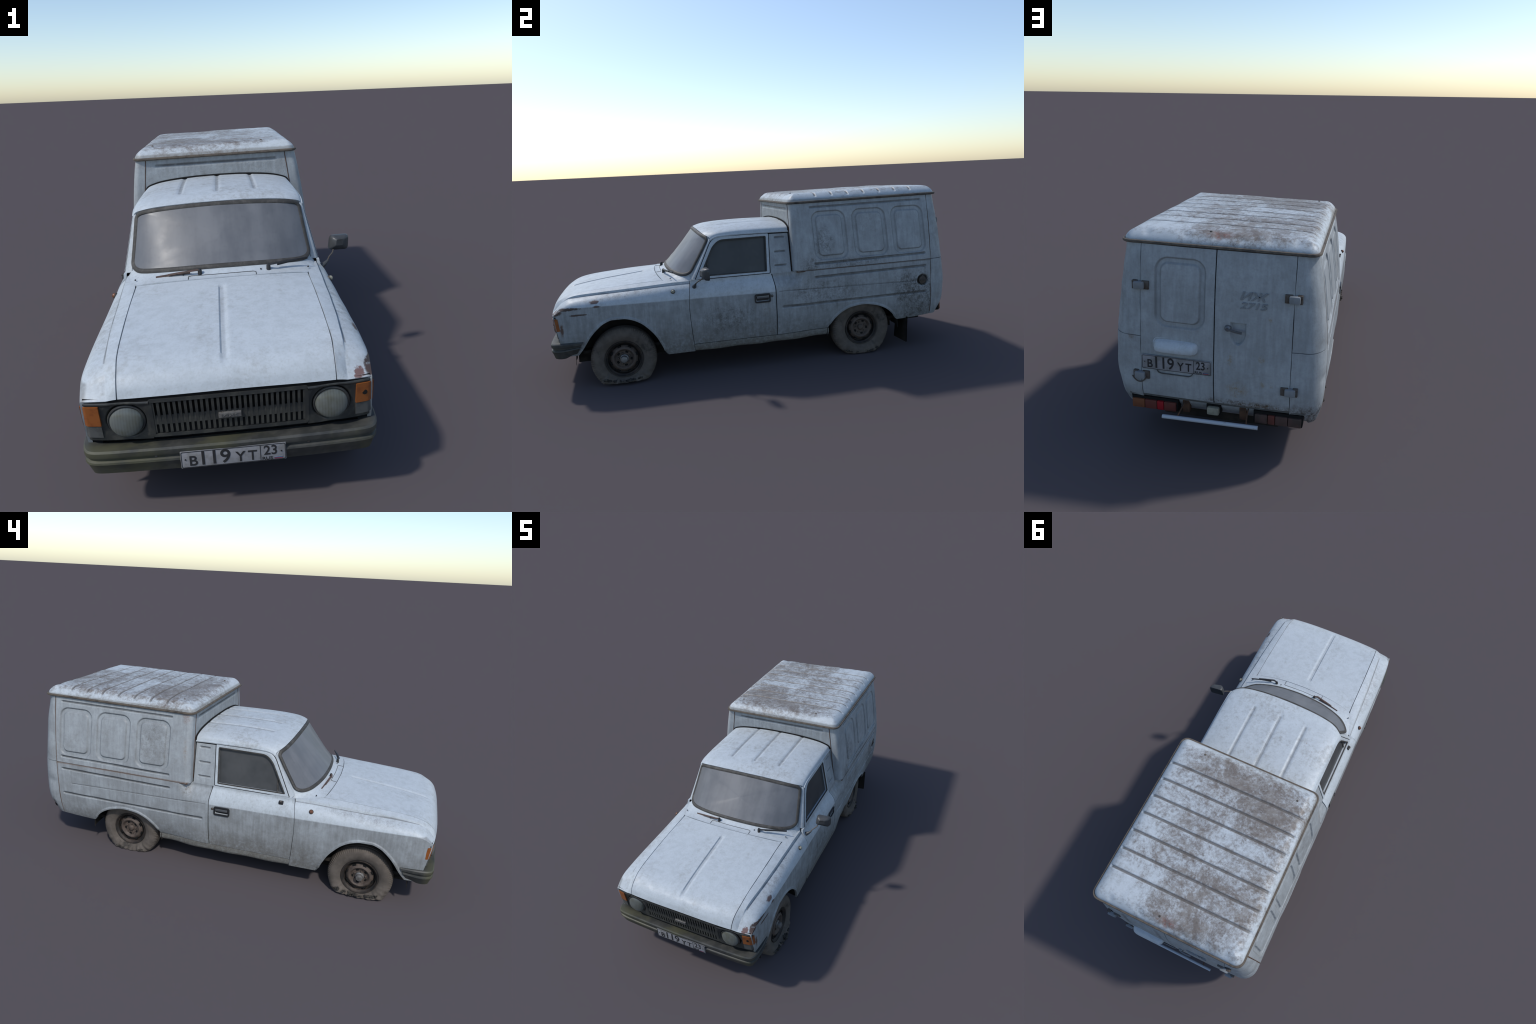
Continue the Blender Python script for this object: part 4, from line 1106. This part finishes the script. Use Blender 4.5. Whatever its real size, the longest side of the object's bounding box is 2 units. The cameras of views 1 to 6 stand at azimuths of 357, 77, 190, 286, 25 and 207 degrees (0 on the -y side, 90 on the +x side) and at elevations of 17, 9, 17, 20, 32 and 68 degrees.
    for i in range(nb):
        x = -.181 + .362 * i / (nb - 1)
        o = bpy.data.objects.new('grille_slat', slat); bpy.context.scene.collection.objects.link(o); o.parent = back
        o.location = (x, float(yfront(x)) - float(yfront(0)), 0)
    # wide flat band between the upper and lower slots
    xs = np.linspace(-.182, .182, 40)
    put('grille_band', sweep(np.stack([xs, yface(xs, .2755) + .0045, np.full(40, .2755)], -1), [(-.002, -.0125), (.002, -.0125), (.0028, 0), (.002, .0125), (-.002, .0125)]), M['trim'], parent=back)
    fr = [(-.1865, .2305), (.1865, .2305), (.1865, .3335), (-.1865, .3335)]
    ring = rounded_poly(fr, .004, 4)
    put('grille_frame', sweep(np.array([(a, float(yface(a, b)) + .003, b) for a, b in ring]), [(-.0045, -.008), (.0045, -.008), (.0045, .003), (-.0045, .003)], closed=True, up=(0, -1, 0)), M['trim'], parent=back)
    yb = float(yface(0, .2775))
    bd = put('grille_badge', box(-.0275, .0275, yb - .005, yb + .004, .2705, .2845, .002), M['badge'], parent=back)
    text_on(bd, 'badge_letters', '\u0418\u0416', 0, .2775, yb - .0055, .040, .0075, M['trim_grey'], 'front', .0008)
    # bumper
    plan = [(.368, -.850), (.369, -.90), (.366, -.945), (.358, -.972), (.345, -.986), (.325, -.9915), (.25, -.9955), (.12, -.9985), (0, -.9995)]
    half = poly3([(x, y, 0) for x, y in plan])(np.linspace(0, 1, 60))
    half[:, 0] = half[:, 0]
    path = np.vstack([half, (half * np.array([-1, 1, 1]))[::-1][1:]])
    prof = [(-.046, .207), (-.012, .2125), (-.004, .2125), (0, .208), (.0005, .197), (-.001, .1935), (-.006, .1915), (-.0065, .1845), (-.001, .1815), (0.0, .1765), (-.004, .1695), (-.013, .143), (-.020, .139), (-.036, .139), (-.046, .17)]
    T = np.gradient(path, axis=0); T /= np.linalg.norm(T, axis=1, keepdims=True)
    N = np.stack([-T[:, 1], T[:, 0], 0 * T[:, 0]], -1)
    if N[0, 0] < 0: N = -N
    B = np.zeros((len(path), len(prof), 3))
    for i in range(len(path)):
        tail = 1 - smooth(-.99, -.845, path[i, 1]) if False else smooth(-.95, -.85, path[i, 1])
        for j, (o, z) in enumerate(prof):
            zz = z + tail * (.209 - z) * .22
            p = path[i] + N[i] * o; p[2] = zz
            p[1] -= tail * (.2125 - z) * .45
            B[i, j] = p
    V, F = grid_data(B, wrap_v=True, flip=True)
    m = len(prof); F = [tuple(f) for f in F] + [tuple(range(m)), tuple(range(len(V) - m, len(V)))[::-1]]
    bm = put('front_bumper', (V, F), M['bumper'], angle=30)
    for x in (-.185, .185):
        put('bumper_bolt', shift(turn(revolve_x([(.003, 0), (.002, .003), (0, .004)], 12), 'Z', -math.pi / 2), (x, -.9905, .188)), M['steel'], 1, bm)
    V = number_plate(bm, 'front', .0005, -.9985, .1752, .2555, .0475)
    # valance under the bumper and brackets

def build_rear():
    # valance between the lamps
    xs = np.linspace(-.322, .322, 60); zs = np.linspace(.150, .222, 16)
    P = np.array([[(x, float(RY(z)) - .010 - .012 * smooth(.28, .325, abs(x)), z) for z in zs] for x in xs])
    put('rear_valance', grid_data(P, flip=True, lip=.01), M['rear'])
    put('door_step', sweep(np.stack([xs * .99, np.full(60, .936) + .003 * (1 - (xs / .3) ** 2), np.full(60, .2175)], -1), [(-.012, -.004), (.009, -.004), (.010, .001), (-.012, .004)]), M['trim_grey'])
    for s in (1, -1):
        y = .936
        hs = put('tail_lamp', box(.138, .3135, y - .022, y + .012, .158, .208, .006), M['black'], s)
        mats = (['red_lens', 'red_bright', 'red_lens', 'amber_dull'] if s > 0 else ['dark_lens', 'red_lens', 'dark_lens', 'dark_lens'])
        e = [.144, .190, .2165, .262, .310] if s > 0 else [.144, .190, .2165, .262, .310]
        for k in range(4):
            put('lamp_lens', box(e[k] + .0008, e[k + 1] - .0008, y + .004, y + .019, .1625, .1975, .003), M[mats[k]], s, hs)
    put('reverse_lamp', box(-.014, .030, .925, .955, .1685, .1985, .006), M['white_lens'])
    put('reverse_lamp_housing', box(-.019, .035, .918, .942, .166, .2055, .004), M['black'])
    for x in (.112, -.098):
        put('tow_bracket', box(x - .013, x + .013, .915, .938, .155, .212, .003), M['rust_line'])
    # towing pipe on two hangers
    bar = put('tow_pipe', tube(np.array([(.181, .9905, .164), (.06, .9905, .1655), (-.06, .9905, .1670), (-.163, .9905, .168)]), .0072, 16), M['bar'])
    for x, x2 in ((.128, .116), (-.122, -.118)):
        put('pipe_hanger', tube(np.array([(x2, .932, .208), (x2, .955, .195), ((x + x2) / 2, .975, .18), (x, .988, .168)]), .0026, 8), M['rust_line'], 1, bar)
    # right-hand mud flap
    fl = mud_flap()
    put('mud_flap', fl, M['well'])

def mud_flap():
    xs = np.linspace(.240, .364, 10); zs = np.linspace(0, 1, 10)
    P = []
    for k in (0, 1):
        g = np.array([[(x, .722 + .010 * t + .004 * k + .012 * (x - .29) * 4 * (1 - t), .155 * t + (.022 + .03 * (x - .245) * 0) * (1 - t)) for t in zs] for x in xs])
        P.append(g)
    V0, F0 = grid_data(P[0], lip=.0); V1, F1 = grid_data(P[1], flip=True)
    return merge([(V0, F0), (V1, F1)])

def build_under():
    put('light_block_plate', box(-.31, .31, -.86, .87, .142, .156), M['well'])  # dark plate added to block light from below
    put('light_block_box', box(-.22, .22, -.62, .88, .10, .15, .01), M['well'])  # dark box added to keep light out of the body
    put('front_closure', box(-.335, .335, -.935, -.90, .165, .33), M['well'])
    for s in (1, -1):
        # sill
        y = np.linspace(-.478, .312, 60)
        prof = [(-.030, .1065), (-.010, .1065), (-.004, .112), (-.001, .122), (.0, .1405), (-.010, .1425), (-.030, .1425)]
        S = np.array([[(float(side_x(q, .142)) + a - (.004 if z < .12 else 0) * 0, (q if q > -.345 else float(YCUT_F(z)) + .001), z + .0015 * math.sin(q * 31) * (1 if z < .12 else 0)) for a, z in prof] for q in y if q > -.368])
        V, F = grid_data(S, wrap_v=True)
        put('sill', (V, F), M['sill'], s)
        # wheel wells
        for arch, c, a, b in ((ARCH_F, -.685, -.885, -.482), (ARCH_R, .49, .308, .682)):
            yy = np.linspace(a, b, 60); zz = arch(yy) + .003
            yy = np.r_[a - .004, yy, b + .004]; zz = np.r_[.10, zz, .10]
            xs = np.array([.362, .34, .30, .262]) if c < 0 else np.array([.372, .35, .30, .262])
            grow = np.array([0, .006, .012, .012])
            W = np.array([[(xs[k] if k else float(side_x(q, max(w, .15))) - .004, c + (q - c) * (1 + grow[k] * 2), w + grow[k]) for k in range(4)] for q, w in zip(yy, zz)])
            wall = np.array([[(.262, q, w + .012), (.262, q, .09)] for q, w in zip(yy, zz)])
            put('wheel_well', merge([grid_data(W, flip=True), grid_data(wall)]), M['well'], s)
    for c, z in ((-.682, .105), (.487, .121)):
        put('axle', tube(np.array([(-.29, c, z), (0, c, z - .003), (.29, c, z)]), .016, 12), M['well'])

# ------------------------------------------------------------------ wheels
def build_wheel(side, y, z, front):
    root = bpy.data.objects.new('wheel', None); bpy.context.scene.collection.objects.link(root)
    root.parent = ROOT; root.empty_display_size = .05
    xc = .309 if side > 0 else .301
    root.location = (side * xc, y, z)
    R = .1485 if front else .152
    seg = 360
    rim_r = .0835
    # tyre cross-section: (x from centre plane, radius), outer side last
    half = [(.020, .078), (.031, rim_r), (.0375, .093), (.0425, .106), (.0440, .118), (.0425, .129), (.0385, R - .0115), (.0345, R - .006), (.030, R - .0025), (.018, R), (0, R + .0008)]
    prof = half + [(-a, b) for a, b in half[-2::-1]]
    prof = np.array(prof)
    # refine
    s = np.r_[0, np.cumsum(np.linalg.norm(np.diff(prof, axis=0), axis=1))]
    ss = np.linspace(0, s[-1], 60)
    prof = np.stack([np.interp(ss, s, prof[:, 0]), np.interp(ss, s, prof[:, 1])], -1)
    for _ in range(2): prof[1:-1] = .25 * prof[:-2] + .5 * prof[1:-1] + .25 * prof[2:]
    th = np.linspace(0, 2 * math.pi, seg, endpoint=False)
    P = np.zeros((seg, len(prof), 3))
    rad = np.broadcast_to(prof[:, 1], (seg, len(prof))).copy(); X = np.broadcast_to(prof[:, 0], (seg, len(prof))).copy()
    # tread blocks on the shoulder
    sh = smooth(R - .020, R - .010, rad) * smooth(.016, .030, np.abs(X))
    rad += -.0024 * sh * (np.cos(th * 90)[:, None] > .1) 
    gr = (np.abs(np.abs(X) - .010) < .0022) | (np.abs(X) < .0015)
    rad = np.where(gr & (rad > R - .004), rad - .004, rad)
    # sidewall rings
    rad = rad; X = X + np.sign(X) * .0012 * (np.abs(rad - .112) < .0015)
    Yl = rad * np.cos(th)[:, None]; Zl = rad * np.sin(th)[:, None]
    # ground in wheel space: world z = 0 ; z_c = -ROLL * x
    ground = -(z) - ROLL * (side * xc) + (.009 if front else .0018)
    pen = np.maximum(ground - Zl, 0)
    under = smooth(.0, .075, (ground + .075) - Zl)        # 1 near the ground
    wide = smooth(rim_r, rim_r + .02, rad)
    bulge = (.020 if front else .012) * under * wide * np.clip(1 - np.abs(Yl) / .135, 0, 1) ** .5
    X = X + np.where(X > 0, bulge, -.3 * bulge)
    X = np.where(X < 0, X * .8, X)
    Zl = np.where(Zl < ground, ground + (Zl - ground) * .02, Zl)
    # creases in the slack sidewall
    crease = .0035 * np.sin(th * 23 + 2 * side)[:, None] * np.sin(th * 7 + y * 5)[:, None] * under * wide
    X = X + np.sign(X) * crease
    P[..., 0] = X * side; P[..., 1] = Yl; P[..., 2] = Zl
    V, F = grid_data(P, wrap_u=True, flip=(side > 0))
    put('tyre', (V, F), M['tyre'], parent=root, angle=50)
    # torn rubber at the contact line
    if True:
        r = random.Random(int(100 + side * 10 + y * 100))
        bits = []
        for k in range(26 if front else 12):
            t = r.uniform(-.095, .095)
            w = .004 + .007 * r.random()
            xo = .047 + (.014 if front else .006) * (1 - abs(t) / .12) + r.uniform(-.006, .006)
            b = box(-w / 2, w / 2, -w, w, 0, .003 + .005 * r.random(), .001)
            b = turn(b, 'Z', r.uniform(0, 3)); b = turn(b, 'X', r.uniform(-.4, .4))
            bits.append(shift(b, (side * xo, t, ground + .004 + (.018 * (abs(t) / .1) ** 2.5))))
        put('torn_rubber', merge(bits), M['torn'], parent=root, kind='stuff')
    # rim
    o = .036
    rimp = [(-.03, .076), (.026, .076), (.033, .0775), (o, .081), (o + .0005, .0845), (o - .002, .0855), (o - .006, .0845)]
    rp = [(o - .002, .0855), (o + .0008, .0845), (o, .0805), (o - .006, .078), (o - .010, .073), (o - .024, .070), (o - .026, .066), (o - .018, .062), (o - .014, .0585)]
    V, F = revolve_x(rp, 72)
    put('rim', mirror_x(V, F) if side > 0 and False else (V * np.array([side, 1, 1]), F if side < 0 else [tuple(f)[::-1] for f in F]), M['rim'], parent=root)
    def rev(name, pr, mat, n=64):
        V, F = revolve_x(pr, n)
        return put(name, (V * np.array([side, 1, 1]), F if side < 0 else [tuple(f)[::-1] for f in F]), mat, parent=root)
    rev('rim_disc', [(o - .016, .062), (o - .011, .058), (o - .007, .0545), (o - .004, .0505), (o - .003, .047), (o - .005, .0435), (o - .010, .0405), (o - .014, .037), (o - .015, .03), (o - .015, .0005)], M['rim_ring'])
    # ventilation slots and nuts
    slots, nuts = [], []
    for k in range(8):
        a = 2 * math.pi * k / 8 + .3
        b = box(-.0035, .0035, -.008, .008, -.0035, .0035, .0015)
        b = shift(b, (o - .0105, 0, .0605)); b = turn(b, 'X', a); slots.append(b)
    for k in range(5):
        a = 2 * math.pi * k / 5 + .2
        b = revolve_x([(.004, .0), (.004, .003), (.003, .0042), (-.004, .0044)], 6)
        b = shift(b, (o - .012, 0, .026)); nuts.append(turn(b, 'X', a))
        c = box(-.001, .0016, -.0065, .0065, -.0045, .0045, .001)
        c = shift(c, (o - .0145, 0, .0325)); slots.append(turn(c, 'X', a + .63))
    def sideput(name, VF, mat):
        V, F = VF
        put(name, (np.asarray(V) * np.array([side, 1, 1]), F if side > 0 else [tuple(f)[::-1] for f in F]), mat, parent=root)
    sideput('rim_slot', merge(slots), M['black'])
    sideput('wheel_nut', merge(nuts), M['rim_ring'])
    if front:
        rev('hub_cap', [(o + .012, .0005), (o + .012, .011), (o + .010, .0145), (o + .006, .016), (o - .004, .0165), (o - .006, .0195), (o - .016, .021)], M['hub'], 32)
    else:
        rev('hub_cap', [(o - .006, .0005), (o - .006, .009), (o - .008, .0125), (o - .011, .0145), (o - .016, .016)], M['rim_ring'], 32)
    # inner drum closes the wheel
    rev('brake_drum', [(-.028, .0005), (-.028, .075), (.012, .0765)], M['well'], 40)

# ------------------------------------------------------------------ small parts on the flanks
def build_small():
    for s in (1, -1):
        x = float(XC(-.44)) - .0125
        rp = revolve_x([(.010, 0), (.0095, .004), (.006, .0075), (0, .0085), (-.004, .009)], 24)
        V, F = turn(rp, 'Y', -.45)
        put('fender_repeater', shift((V, F), (x - .001, -.4395, .4005)), M['white_lens' if s > 0 else 'amber_dull'], s)
        put('repeater_base', shift(turn(revolve_x([(.002, .0), (.002, .0100), (-.003, .0105)], 24), 'Y', -.45), (x - .001, -.4395, .4005)), M['rubber'], s)
    # broken mirror stub, -x door
    st = put('mirror_stub', box(.336, .354, -.309, -.287, .408, .424, .004), M['wiper'], -1)
    put('mirror_stub_bolt', shift(turn(revolve_x([(.006, 0), (.006, .0045), (-.002, .005)], 14), 'Y', -.5), (.350, -.299, .423)), M['steel'], -1, st)
    # whole mirror, +x door
    foot = poly3([(.340, -.340, .408), (.352, -.340, .415), (.364, -.337, .424), (.372, -.334, .431)])(np.linspace(0, 1, 10))
    cone = np.linspace(.0125, .0035, 10)
    a = np.linspace(0, 2 * math.pi, 14, endpoint=False)
    ring = np.stack([np.cos(a), np.sin(a)], -1)
    T = np.gradient(foot, axis=0); T /= np.linalg.norm(T, axis=1, keepdims=True)
    S = np.cross(T, [0, 1, 0]); S /= np.linalg.norm(S, axis=1, keepdims=True); W = np.cross(S, T)
    P = foot[:, None] + (S[:, None] * ring[None, :, :1] + W[:, None] * ring[None, :, 1:]) * cone[:, None, None]
    mb = put('wing_mirror', grid_data(P, wrap_v=True), M['mirror'])
    arm = poly3([(.368, -.336, .428), (.378, -.325, .440), (.392, -.312, .450), (.398, -.302, .462), (.401, -.296, .474)])(np.linspace(0, 1, 16))
    put('mirror_arm', tube(arm, .0026, 8), M['steel'], 1, mb)
    # head: faceted shell, glass on its rear face
    cx, cy, cz = .418, -.289, .482
    lay = [(-.024, .36, .40), (-.018, .70, .72), (-.008, .92, .95), (.006, 1.0, 1.0), (.009, .97, .97)]
    base = rounded_poly([(-.0385, -.028), (.0365, -.031), (.0395, .024), (-.031, .026)], .014, 5)
    G = np.array([[(cx + px * k, cy + dy + .10 * px, cz + pz * kz + (1 - kz) * .006) for px, pz in base] for dy, k, kz in lay])
    V, F = grid_data(G, wrap_v=True, flip=False)
    m = len(base); F = [tuple(f) for f in F] + [tuple(range(m))[::-1], tuple(range(len(V) - m, len(V)))]
    put('mirror_head', (V, F), M['mirror'], 1, mb, 45)
    put('mirror_glass', merge([sweep(np.array([(cx - .029, cy + .0085 - .0029, cz), (cx + .031, cy + .0085 + .0031, cz)]), [(-.001, -.023), (.001, -.023), (.001, .019), (-.001, .019)])]), M['glass_side'], 1, mb)

def main():
    global ROOT
    for o in list(bpy.data.objects): bpy.data.objects.remove(o)
    build_materials()
    ROOT = bpy.data.objects.new('delivery_van', None)
    bpy.context.scene.collection.objects.link(ROOT)
    ROOT.location = (X0, 0, 0); ROOT.rotation_euler = (0, -ROLL, 0)
    ROOT["label"] = "abandoned pale blue-grey delivery van with flat tyres"
    ROOT["category"] = "van"
    for s in (1, -1):
        build_fender(s); build_door(s); build_quarter(s); build_corner(s); build_cargo_side(s); build_rear_door(s)
        build_wheel(s, -.682, .105, True); build_wheel(s, .488, .121, False)
    build_cargo_front(); build_cargo_roof(); build_cab(); build_hood(); build_front(); build_rear(); build_under(); build_small()

main()
